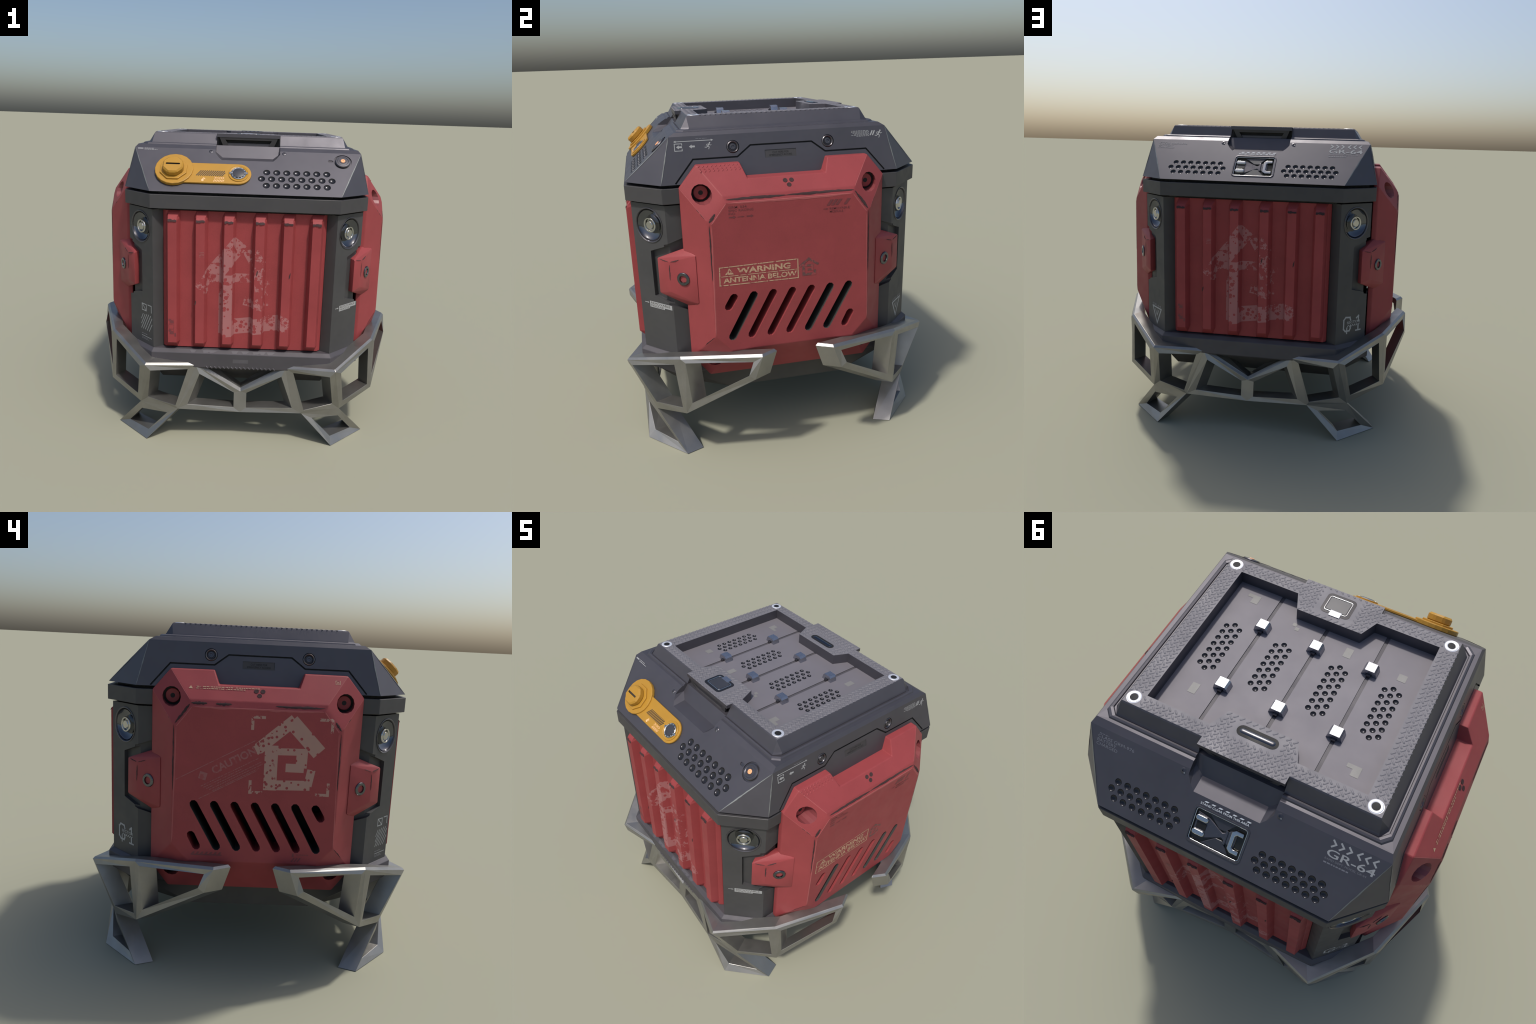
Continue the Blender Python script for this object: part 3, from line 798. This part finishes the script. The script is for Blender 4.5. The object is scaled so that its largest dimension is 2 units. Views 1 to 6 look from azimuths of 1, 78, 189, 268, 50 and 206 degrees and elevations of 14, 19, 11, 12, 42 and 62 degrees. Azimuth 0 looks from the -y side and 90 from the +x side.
def rib_marks(parent):
    P = Plane((0, -.845, 0), (1, 0, 0), (0, 0, 1)); rnd = random.Random(3)
    for c in (-.4255, -.2590, -.0915, .0925, .2590, .4255):
        chip(parent, 'chip', (c - .026, -.845, 1.421), (c + .026, -.845, 1.421), (0, -1, .5), .012, int(c * 999) + 900, taper=False)
    for (x, z, L) in ((.082, 1.10, .035), (.278, 1.09, .04), (-.285, .905, .03)):
        chip(parent, 'chip', (x - .004, -.845, z), (x + .004, -.845, z + L), (0, -1, 0), .006, int(z * 99))
    for z in (.715, .785):
        p_poly(parent, 'p_dark', P, [(-.447, z + .027), (-.438, z + .030), (-.424, z + .016), (-.418, z + .027), (-.415, z), (-.445, z), (-.436, z + .008), (-.448, z + .020)])
    p_line(parent, 'p_dark', P, [(-.446, .756), (-.446, .776), (-.416, .776), (-.416, .748), (-.446, .748)], .0016)
    p_rect(parent, 'p_dark', P, -.412, .700, -.402, .722)
    for k in range(4): p_bar(parent, 'p_faint', P, -.265, 1.235 - k * .009, -.235, 1.235 - k * .009, .0035)
rib_marks(panel)
# --- red side covers ------------------------------------------------------------------------
LONG = [(-.205 + .107 * k, 1.014, -.352 + .107 * k, .744) for k in range(6)]
SHORT = [(-.312, 1.011, -.366, .921), (.340, .844, .291, .743)]
def side_cover(sx):
    z = {}
    def P(x, y, zz): return (sx * x, y, zz)
    half = dict(Q1=(lean(1.42), .442, 1.42), Q2=(lean(1.541), .353, 1.541), P4=(.758, .560, 1.573), P1=(.763, .464, 1.685),
                N1=(.764, .237, 1.686), N2=(.8195, .209, 1.613), q1=(.893, .432, .775), q2=(.893, .345, .68), F1=(.893, .418, 1.402), F2=(.893, .338, 1.506),
                p4=(.757, .562, .605), p1=(.766, .465, .478),
                P4b=(.728, .560, 1.573), P1b=(.700, .464, 1.685), N1b=(.700, .237, 1.686), N2b=(.700, .209, 1.613), p4b=(.728, .562, .605), p1b=(.728, .465, .478))
    V = []; I = {}
    for s in (1, -1):
        for k, (x, y, zz) in half.items(): I[k, s] = len(V); V.append(P(x, s * y, zz))
    F = []
    g = lambda *ks: tuple(I[k, s] for k, s in ks)
    F.append(g(('P1', 1), ('N1', 1), ('N2', 1), ('N2', -1), ('N1', -1), ('P1', -1), ('Q2', -1), ('Q2', 1)))
    F.append(g(('F2', 1), ('F2', -1), ('F1', -1), ('q1', -1), ('q2', -1), ('q2', 1), ('q1', 1), ('F1', 1)))
    F.append(g(('q2', 1), ('q2', -1), ('p1', -1), ('p1', 1)))
    F.append(g(('Q2', 1), ('Q2', -1), ('F2', -1), ('F2', 1)))
    F.append(g(('p1', 1), ('p1', -1), ('p1b', -1), ('p1b', 1)))
    F.append(g(('N2', 1), ('N2', -1), ('N2b', -1), ('N2b', 1)))
    for s in (1, -1):
        for f in (('Q2', 'F2', 'F1', 'Q1'), ('Q1', 'F1', 'q1'), ('P1', 'Q2', 'Q1', 'P4'), ('P4', 'Q1', 'q1', 'p4'), ('p4', 'q1', 'q2', 'p1'), ('P4', 'p4', 'p4b', 'P4b'),
                  ('P1', 'P4', 'P4b', 'P1b'), ('p4', 'p1', 'p1b', 'p4b'), ('P1', 'N1', 'N1b', 'P1b'), ('N1', 'N2', 'N2b', 'N1b')):
            F.append(tuple(I[k, s] for k in f))
    F.append(g(('P1b', 1), ('N1b', 1), ('N2b', 1), ('N2b', -1), ('N1b', -1), ('P1b', -1), ('P4b', -1), ('p4b', -1), ('p1b', -1), ('p1b', 1), ('p4b', 1), ('P4b', 1)))
    o = mesh('armour_cover', V, F, root, ['red_glyph' if sx < 0 else 'red', 'black', 'red_dark', 'tub'])
    bevel_mod(o, .006, 2, 12)
    # holes: slots and the round bolt wells
    cs = []
    Y = Plane((0, 0, 0), (0, 1, 0), (0, 0, 1))
    def slot_cut(y0, z0, y1, z1, dark=False):
        d = Vector((y1 - y0, z1 - z0)).normalized(); r = .0215; a = Vector((y0, z0)) + d * r; b = Vector((y1, z1)) - d * r; n = Vector((-d.y, d.x))
        P2 = []
        for c, sg in ((a, -1), (b, 1)):
            for k in range(5):
                t = math.pi * k / 4; v = d * sg * math.sin(t) + n * (-sg) * math.cos(t) * -1
                P2.append(tuple(c + v * r))
        q = [P2[i] for i in range(10)]
        cx, cy = sum(p[0] for p in q) / 10, sum(p[1] for p in q) / 10
        q.sort(key=lambda p: math.atan2(p[1] - cy, p[0] - cx))
        return hull('cutter', [(sx * x, p[0], p[1]) for p in q for x in (.70, 1.0)], None, 'tub' if dark else 'red' if sx > 0 else 'red_glyph')
    for k, s_ in enumerate(LONG + SHORT): cs.append(slot_cut(*s_, dark=k in (0, 4, 5)))
    wells = [(s * .451, 1.546) for s in (1, -1)] + [(s * .447, .607) for s in (1, -1)]
    for y, zz in wells:
        R = [[(sx * x, y + .051 * math.cos(2 * math.pi * i / 14), zz + .051 * math.sin(2 * math.pi * i / 14)) for i in range(14)] for x in (.757, 1.0)]
        V2, F2 = rings(R); cs.append(mesh('cutter', V2, F2, None, 'red_dark'))
    cut(o, join('cutter', cs, None))
    smooth(o, 24)
    for y, zz in wells[:2] + wells[2:]:
        bp = Plane((sx * .757, 0, 0), (0, sx, 0), (0, 0, 1))
        w = lathe('bolt_well_seal', bp, sx * y, zz, [(.050, .0), (.050, .003), (.034, .003), (.034, .0)], o, 'black', 28)
        pgs = lathe('well_bolt', bp, sx * y, zz, [(.038, .0), (.038, .012), (.035, .016), (.012, .016), (.012, .004), (.0, .004)], o, ['red'], 28)
        p_poly(pgs, 'black', bp, circle(sx * y, zz, .0125, 16), .0165)
    # three vent dimples on the upper slope
    upn = Plane((sx * .763, 0, 1.685), (0, sx, 0), (sx * .1165, 0, -.1445))
    ups = Plane((sx * .763, 0, 1.685), (0, -sx, 0), (-sx * .1165, 0, .1445))
    pu = Plane((sx * .763, 0, 1.685), (0, sx, 0), (-sx * .1165, 0, .1445))
    for a, b in ((-.016, -.120), (.018, -.120), (.001, -.147)):
        lathe('vent_dimple', pu, a, b, [(.0125, .0), (.012, .001), (.010, .0008), (.0, .0004)], o, 'chip', 16)
    # lugs with bolts
    for s in (1, -1):
        H = [(.736, .642, 1.172), (.822, .505, 1.223), (.822, .505, .948), (.735, .646, 1.001), (.681, .702, 1.186), (.681, .704, .982),
             (.747, .562, 1.246), (.763, .555, .920), (.655, .655, 1.19), (.655, .655, .978), (.66, .60, 1.205), (.66, .60, .965), (.73, .50, 1.24), (.73, .50, .93)]
        lug = hull('cover_lug', [(sx * x, s * y, zz) for x, y, zz in H], o, 'red', .004, 2, 30)
        n = Vector((sx * .85, s * .527, 0)); u = Vector((0, 0, 1)).cross(n)
        lp = Plane((sx * .779, s * .575, 1.084), u, (0, 0, 1))
        rg = lathe('lug_bolt', lp, 0, 0, [(.037, -.008), (.037, .004), (.034, .0075), (.027, .0085), (.0215, .0075), (.0195, .002), (.018, -.006)], lug, 'cup', 32)
        lathe('lug_bolt_core', lp, 0, -.003, [(.0185, -.012), (.0125, -.003), (.0, -.002)], rg, 'gunmetal', 20)
        a, b = Vector((sx * .736, s * .642, 1.172)), Vector((sx * .735, s * .646, 1.001))
        e = Vector((sx * .681, s * .702, 1.186)); f = Vector((sx * .819, s * .508, 1.223))
        nn = Vector((sx * .8, s * .6, 0)); up = Vector((sx * .6, s * .5, .8))
        sd = 31 + s * 3 + sx
        chip(lug, 'chip', a + (b - a) * .08, a + (b - a) * .62, nn, .006, sd, .0004, 12, True)
        chip(lug, 'chip', a + (f - a) * .04, a + (f - a) * .38, up, .006, sd + 1, .0002)
        chip(lug, 'chip', a + (e - a) * .08, a + (e - a) * .8, up, .005, sd + 2, .0002)
    # chips on the edges of the front face
    v = lambda k, s: Vector(V[I[k, s]])
    nf, nu = Vector((sx, 0, .02)), Vector((sx * .8, 0, .6))
    d = -.0016
    E = [('Q2', 1, 'Q2', -1, .0, .97, Vector((sx, 0, .45)), .013, 1.0), ('Q2', 1, 'Q1', 1, .05, .95, Vector((sx, .35, .25)), .013, 1), ('Q2', -1, 'Q1', -1, .6, 1.0, Vector((sx, -.35, .25)), .011, 1),
         ('Q1', 1, 'q1', 1, .0, .55, Vector((sx, .45, 0)), .007, 1), ('Q1', -1, 'q1', -1, .02, .5, Vector((sx, -.45, 0)), .007, 1),
         ('Q1', -1, 'P4', -1, .02, .45, Vector((sx * .8, -.6, .3)), .006, 1), ('Q1', 1, 'P4', 1, .02, .4, Vector((sx * .8, .6, .3)), .006, 1),
         ('q1', -1, 'p4', -1, .05, .45, Vector((sx, -.5, -.5)), .007, 1)]
    inner = {'Q1': 'F1', 'Q2': 'F2', 'q1': 'q1', 'p4': 'p4', 'P4': 'P4'}
    for k, (a, sa, b, sb, t0, t1, nr, w, _) in enumerate(E):
        if sx < 0 and k in (0,): segs = ((.0, .12), (.18, .30), (.62, .99))
        elif k == 0: segs = ((.0, .55), (.53, .99))
        else: segs = ((t0, t1),)
        if k < 5: A_, B_ = (v(a, sa) + v(inner[a], sa)) / 2, (v(b, sb) + v(inner[b], sb)) / 2; dd = .0012
        else: A_, B_ = v(a, sa), v(b, sb); dd = -.0012
        for j, (u0, u1) in enumerate(segs):
            chip(o, 'chip', A_ + (B_ - A_) * u0, A_ + (B_ - A_) * u1, nr, w, 100 + k * 7 + j + int(sx), dd, 22, True, .1)
    # paler red strips along the edges
    for k, (a, b, nr) in enumerate((('P1', 'Q2', (1, .5, .8)), ('F1', 'q1', (1, .3, 0)), ('F2', 'F1', (1, .2, .2)), ('P4', 'Q1', (1, .9, .3)))):
        for s in (1, -1):
            chip(o, 'red_light', v(a, s), v(b, s), (sx * nr[0], s * nr[1], nr[2]), .011, 300 + 5 * k + s + sx, -.0010 if a[0] != 'F' else -.0004, 26, True, .35)
    chip(o, 'red_light', v('F2', 1), v('F2', -1), (sx, 0, .3), .014, 330 + sx, -.0003, 30, True, .2)
    return o
cover_r, cover_l = side_cover(1), side_cover(-1)

# markings on the right cover
p_text(cover_r, 'p_dark', SR, 'GRM. 034', -.329, 1.478, -.235, 1.490, bold=.006)
p_text(cover_r, 'p_dark', SR, 'SPEC RACING', -.329, 1.461, -.200, 1.473, bold=.006)
p_text(cover_r, 'p_dark', SR, 'IND.', -.329, 1.445, -.292, 1.456, bold=.006)
for x in (-.328, -.283, -.236): p_arrow(cover_r, 'p_dark', SR, x, 1.432, .036, .006 if x != -.283 else .0025)
for x in (.191, .215, .239, .285):
    p_poly(cover_r, 'p_dark', SR, [(x, 1.451), (x + .016, 1.451), (x + .040, 1.482), (x + .022, 1.482)])
p_text(cover_r, 'p_dark', SR, 'REMOVABLE', .208, 1.428, .318, 1.440, bold=.006)
p_text(cover_r, 'p_dark', SR, 'MODULE', .208, 1.412, .283, 1.424, bold=.006)
p_arrow(cover_r, 'p_dark', SR, .174, 1.434, .026, .003)
p_line(cover_r, 'p_cream', SR, [(-.392, 1.166), (-.05, 1.172), (.030, 1.173), (.032, 1.066), (-.394, 1.066), (-.392, 1.166)], .0055)
p_text(cover_r, 'p_cream', SR, 'WARNING', -.300, 1.124, -.010, 1.158, bold=.035)
p_text(cover_r, 'p_cream', SR, 'ANTENNA BELOW', -.375, 1.078, .024, 1.108, bold=.032)
p_bar(cover_r, 'p_cream', SR, -.385, 1.1155, .026, 1.1155, .004)
p_poly(cover_r, 'p_cream', SR, [(-.365, 1.124), (-.318, 1.124), (-.341, 1.160)])
p_bar(cover_r, 'red', SR, -.341, 1.134, -.341, 1.148, .005, .0012)
# worn house stamp
p_line(cover_r, 'p_houseworn', SR, [(.045, 1.132), (.090, 1.168), (.140, 1.136)], .013)
p_line(cover_r, 'p_houseworn', SR, [(.062, 1.132), (.062, 1.080), (.125, 1.080), (.125, 1.095)], .014)
p_line(cover_r, 'p_houseworn', SR, [(.075, 1.130), (.112, 1.130), (.110, 1.106), (.090, 1.106)], .011)
# stamped grip dimples on one upper block
PU = Plane((.763, 0, 1.685), (0, 1, 0), (-.1165, 0, .1445))
tread_bars('grip_ridge', PU, [(-.452 + .0222 * i + .005 * r, -.009 - .014 * r, (.9, -.8)[r % 2], .85) for i in range(10) for r in range(3)], cover_r, 'red', .0085, .0032, .0022)
# markings on the left cover
PUL = Plane((-.763, 0, 1.685), (0, -1, 0), (.1165, 0, .1445))
p_lines(cover_l, 'p_cream', PUL, -.325, -.122, .06, -.100, 2, 5)
p_poly(cover_l, 'p_cream', PUL, circle(-.352, -.113, .012, 3, math.pi / 2))
p_line(cover_l, 'p_cream', PUL, [(.396, -.055), (.42, -.055), (.42, -.033), (.396, -.033), (.396, -.055)], .002)
p_line(cover_l, 'p_cream', PUL, [(.401, -.050), (.415, -.038)], .002); p_line(cover_l, 'p_cream', PUL, [(.401, -.038), (.415, -.050)], .002)
p_rect(cover_l, 'p_dark', SL, -.328, .712, -.163, .719)
for k in range(7): p_poly(cover_l, 'p_dark', SL, [(-.328 + .0236 * k, .717), (-.314 + .0236 * k, .717), (-.306 + .0236 * k, .732), (-.316 + .0236 * k, .732)])
p_lines(cover_l, 'p_dark', SL, .235, .728, .33, .738, 1, 8); p_rect(cover_l, 'p_dark', SL, .215, .720, .224, .740)
for k in range(3): p_bar(cover_l, 'p_dark', SL, .212 + .016 * k, .692, .228 + .016 * k, .716, .007)
# faint tilted caution label behind the stencil
cd, sn = math.cos(.50), math.sin(.50)
PC = Plane(SL.at(-.41, 1.115, 0), SL.u * cd + SL.v * sn, SL.v * cd - SL.u * sn)
p_bar(cover_l, 'p_faint', PC, .0, .01, .46, .01, .004, .0004); p_bar(cover_l, 'p_faint', PC, .06, -.135, .40, -.135, .004, .0004)
p_text(cover_l, 'p_faint', PC, 'CAUTION', .19, -.055, .44, -.012, .0004, .03)
p_poly(cover_l, 'p_faint', PC, circle(.135, -.035, .028, 4, 0), .0004)
for r in range(5): p_lines(cover_l, 'p_faint', PC, .10 + .01 * r, -.085 - .012 * r, .45, -.075 - .012 * r, 1, 20 + r)

# --- printed marks on the lid ---------------------------------------------------------------
p_rect(lid, 'p_light', PF, -.672, .326, -.640, .333)
p_lines(lid, 'p_light', PF, -.632, .319, -.55, .336, 2, 4)
p_text(lid, 'p_dim', PB, 'CLASS GRM-976', -.641, .296, -.459, .310); p_text(lid, 'p_dim', PB, 'BATTERY', -.641, .279, -.545, .292)
p_text(lid, 'p_dim', PB, 'CHARGED', -.641, .262, -.535, .275); p_lines(lid, 'p_dim', PB, -.636, .312, -.57, .318, 1, 3)
for k in range(6):
    x = .455 + .033 * k; s = 1 if k < 3 else -1; x0 = x if s > 0 else x + .020
    p_line(lid, 'p_light', PB, [(x0, .300), (x0 + s * .014, .3135), (x0, .327)], .0075)
p_text(lid, 'p_light', PB, 'GR-64', .446, .256, .648, .290, bold=.01)
p_text(lid, 'p_dim', PB, 'RAPID DEPT. MODEL GR-64', .446, .241, .622, .250)
p_lines(lid, 'p_dim', PB, .446, .222, .58, .236, 1, 12)
p_text(lid, 'p_white', PB, 'STAND CLEAR FROM THIS AREA', -.108, .2225, .119, .2325, .0035, bold=.01)
for k in range(7):
    x = -.094 + .0328 * k; p_poly(lid, 'p_white', PB, [(x, .2375), (x + .016, .2375), (x + .022, .2435), (x + .006, .2435)], .0035)
# right side: evacuation pictograms
p_line(lid, 'p_light', PR, [(-.555, .218), (-.370, .218)], .0035)
for s, x in ((-1, -.565), (1, -.360)): p_poly(lid, 'p_light', PR, [(x, .218), (x - s * .012, .224), (x - s * .012, .212)][::s])
p_line(lid, 'p_light', PR, [(-.534, .171), (-.561, .171), (-.561, .207), (-.523, .207), (-.523, .200)], .0038)
p_line(lid, 'p_light', PR, [(-.523, .180), (-.523, .171), (-.536, .171)], .0038)
for x in (-.553, -.487):
    p_poly(lid, 'p_light', PR, [(x, .190), (x + .014, .200), (x + .014, .1945), (x + .030, .1945), (x + .030, .1855), (x + .014, .1855), (x + .014, .180)][::-1])
p_man(lid, 'p_light', PR, -.388, .190, .034)
p_lines(lid, 'p_dim', PR, -.45, .226, -.362, .231, 1, 14)
p_lines(lid, 'p_light', PR, .394, .188, .497, .222, 6, 15, True)
for x in (.503, .516): p_bar(lid, 'p_light', PR, x, .193, x + .013, .218, .007)
p_man(lid, 'p_light', PR, .551, .199, .040)
for pl in (PR, PL):
    p_text(lid, 'black', pl, 'CUT HERE FOR', -.05, .130, .038, .1405, -.0018); p_text(lid, 'black', pl, 'EMERGENCY ACCESS', -.068, .116, .056, .126, -.0018)
# rubbed edges of the lid corners
for sx in (-1, 1):
    for sy in (-1, 1):
        a, b, c = Vector((sx * .559, sy * .832, 1.589)), Vector((sx * .745, sy * .648, 1.589)), Vector((sx * .691, sy * .588, 1.826))
        chip(lid, 'chip_grey', a, c, (sx * .45, sy * .7, .6), .005, 60 + sx + 2 * sy, .0006, 24)
        chip(lid, 'chip_grey', b, c, (sx * .9, sy * .3, .2), .005, 70 + sx + 2 * sy, .0006, 24)

# --- prints on the pillars ---------------------------------------------------------------------
q = PIL[1, -1]; o = pillar[1, -1]
p_poly(o, 'p_light', q, [(.069, .872), (.180, .872), (.180, .881), (.236, .881), (.236, .908), (.069, .908)])
p_text(o, 'p_black', q, 'REMOVABLE', .077, .891, .222, .904, .0012); p_text(o, 'p_black', q, 'MODULE', .077, .876, .172, .888, .0012)
p_arrow(o, 'p_light', q, .030, .896, .034, .004)
q = PIL[-1, -1]; o = pillar[-1, -1]
p_line(o, 'p_light', q, [(.126, .829), (.126, .870), (.172, .870), (.172, .829), (.126, .829)], .006); p_line(o, 'p_light', q, [(.132, .866), (.166, .834)], .005)
p_line(o, 'p_light', q, [(.190, .872), (.226, .872), (.226, .830)], .006)
for (x0, y0, x1, y1) in ((.117, .768, .136, .802), (.117, .735, .156, .802), (.117, .705, .176, .806), (.137, .705, .197, .808), (.158, .705, .218, .806), (.180, .703, .232, .792), (.202, .703, .232, .752)):
    p_line(o, 'p_light', q, [(x0, y0), (x1, y1)], .005)
p_lines(o, 'p_dim', q, .120, .668, .20, .678, 1, 40); p_bar(o, 'p_light', q, .120, .658, .228, .658, .004); p_lines(o, 'p_dim', q, .120, .636, .21, .650, 2, 41)
q = PIL[-1, 1]; o = pillar[-1, 1]
p_line(o, 'p_light', q, [(.118, .755), (.112, .772), (.078, .776), (.062, .760), (.062, .702), (.078, .686), (.110, .686), (.118, .700), (.118, .715)], .010)
p_line(o, 'p_light', q, [(.090, .706), (.090, .672)], .009)
p_line(o, 'p_light', q, [(.168, .762), (.184, .774), (.184, .740)], .010); p_line(o, 'p_light', q, [(.184, .714), (.184, .684)], .010); p_line(o, 'p_light', q, [(.166, .680), (.203, .680)], .009)
p_text(o, 'p_light', q, 'SECTOR', .088, .731, .200, .747, bold=.01)
for k in range(6): p_bar(o, 'p_light', q, .092 + .018 * k, .712, .104 + .018 * k, .724, .006)
q = PIL[1, 1]; o = pillar[1, 1]
p_text(o, 'p_dim', q, 'GR-64', .066, .752, .195, .768)
for a, b, c, d, w in ((.070, .744, .196, .744, .009), (.070, .744, .131, .640, .011), (.196, .744, .131, .640, .011)): p_line(o, 'p_light', q, [(a, b), (c, d)], w)
p_line(o, 'p_light', q, [(.105, .728), (.131, .690), (.131, .726)], .005); p_line(o, 'p_light', q, [(.131, .690), (.157, .728)], .005)

# --- splayed steel skids ------------------------------------------------------------------------
def skid(name):
    Vp = [(0, .799, .343), (.271, .835, .522), (.578, .936, .553), (.844, .640, .655), (.999, .199, .686)]
    Wp = [(0, .820, .191), (.390, .857, .219), (.638, .785, .225), (.860, .623, .305), (1.0, .245, .544)]
    off = [(0, -.090, 0), (-.047, -.090, 0), (-.048, -.096, 0), (-.046, -.085, 0), (-.050, -.093, 0)]
    Fs, Ff = (.815, .637, 0), (.589, .856, 0)
    foff = [(-.038, -.097, 0), (-.040, -.097, 0)]
    verts = {}; order = []; offs = []; faces = []
    def vid(p, o):
        k = tuple(round(c, 4) for c in p)
        if k not in verts: verts[k] = len(order); order.append(Vector(p)); offs.append(Vector(o))
        return verts[k]
    # measured corners of the five openings of one half
    holes = [[(.040, .803, .318), (.256, .845, .457), (.330, .847, .248), (.040, .816, .222)],
             [(.329, .845, .486), (.547, .927, .505), (.588, .803, .266), (.404, .861, .244)],
             [(.617, .903, .524), (.816, .668, .599), (.833, .642, .331), (.656, .787, .282)],
             [(.865, .607, .624), (.980, .250, .640), (.993, .279, .567), (.866, .588, .370)],
             [(.461, .838, .180), (.633, .780, .173), (.733, .685, .036), (.585, .815, .045)]]
    def panel_(Q, O, H, sx):
        m = lambda p: (sx * p[0], p[1], p[2])
        qi = [vid(m(p), m(o)) for p, o in zip(Q, O)]
        hi = [vid(m(p), m(o if o[0] else (-.012, o[1], 0))) for p, o in zip(H, O)]
        for i in range(4):
            j = (i + 1) % 4; f = (qi[i], qi[j], hi[j], hi[i]); faces.append(f if sx > 0 else f[::-1])
    for sx in (1, -1):
        for i in range(4):
            panel_([Vp[i], Vp[i + 1], Wp[i + 1], Wp[i]], [off[i], off[i + 1], off[i + 1], off[i]], holes[i], sx)
        panel_([Wp[1], Wp[2], Fs, Ff], [off[1], off[2], foff[0], foff[1]], holes[4], sx)
    n = len(order); allv = [v for v in order] + [v + o for v, o in zip(order, offs)]
    F = list(faces) + [tuple(i + n for i in f[::-1]) for f in faces]
    from collections import Counter
    cnt = Counter(tuple(sorted((f[i], f[(i + 1) % len(f)]))) for f in faces for i in range(len(f)))
    for f in faces:
        for i in range(len(f)):
            a, b = f[i], f[(i + 1) % len(f)]
            if cnt[tuple(sorted((a, b)))] == 1: F.append((b, a, a + n, b + n))
    V = [(v.x, -v.y, v.z) for v in allv]
    o = mesh(name, V, F, root, 'skid')
    bm = bmesh.new(); bm.from_mesh(o.data); bmesh.ops.recalc_face_normals(bm, faces=bm.faces)
    top = {tuple(round(c, 4) for c in (sx * p[0], -p[1], p[2])) for p in Vp for sx in (1, -1)}
    inn = {tuple(round(c, 4) for c in (sx * (Vp[4][0] + off[4][0]), -(Vp[4][1] + off[4][1]), Vp[4][2])) for sx in (1, -1)}
    key = lambda v: tuple(round(c, 4) for c in v.co)
    E = [e for e in bm.edges if (key(e.verts[0]) in top and key(e.verts[1]) in top | inn) or (key(e.verts[1]) in top and key(e.verts[0]) in top | inn)]
    E = [e for e in E if not (abs(e.verts[0].co.z - e.verts[1].co.z) > .3)]
    bmesh.ops.bevel(bm, geom=E, offset=.014, segments=1, affect='EDGES', profile=.5)
    lo = min(v.co.z for v in bm.verts)
    for v in bm.verts: v.co.z -= lo
    bm.to_mesh(o.data); bm.free()
    bevel_mod(o, .0015, 1, 30)
    return o
sk = skid('skid_frame')
for src in (sk, panel):
    c = src.copy(); COL.objects.link(c); c.rotation_euler = (0, 0, math.pi); c.parent = root
    if src is panel: panel_back = c

# --- flush the collected markings into objects ------------------------------------------------
def flush():
    for (parent, mat), (V, F) in list(PRINT.items()):
        base_name = 'paint_chip' if mat.startswith('chip') else 'printed_marking'
        me = bpy.data.meshes.new(base_name); me.from_pydata(V, [], F); me.update()
        o = new_obj(base_name, me, parent, mat)
        if parent is panel:
            c = o.copy(); COL.objects.link(c); c.parent = panel_back
flush()

# --- hierarchy: crate > part > sub-part ----------------------------------------------------------
for o in (frame, tray, arm, win, btn): o.parent = root
for o in list(COL.objects):
    if o is root or o.parent is None: continue
    p = o.parent
    while p.parent is not None and p.parent is not root: p = p.parent
    if p is not root: o.parent = p
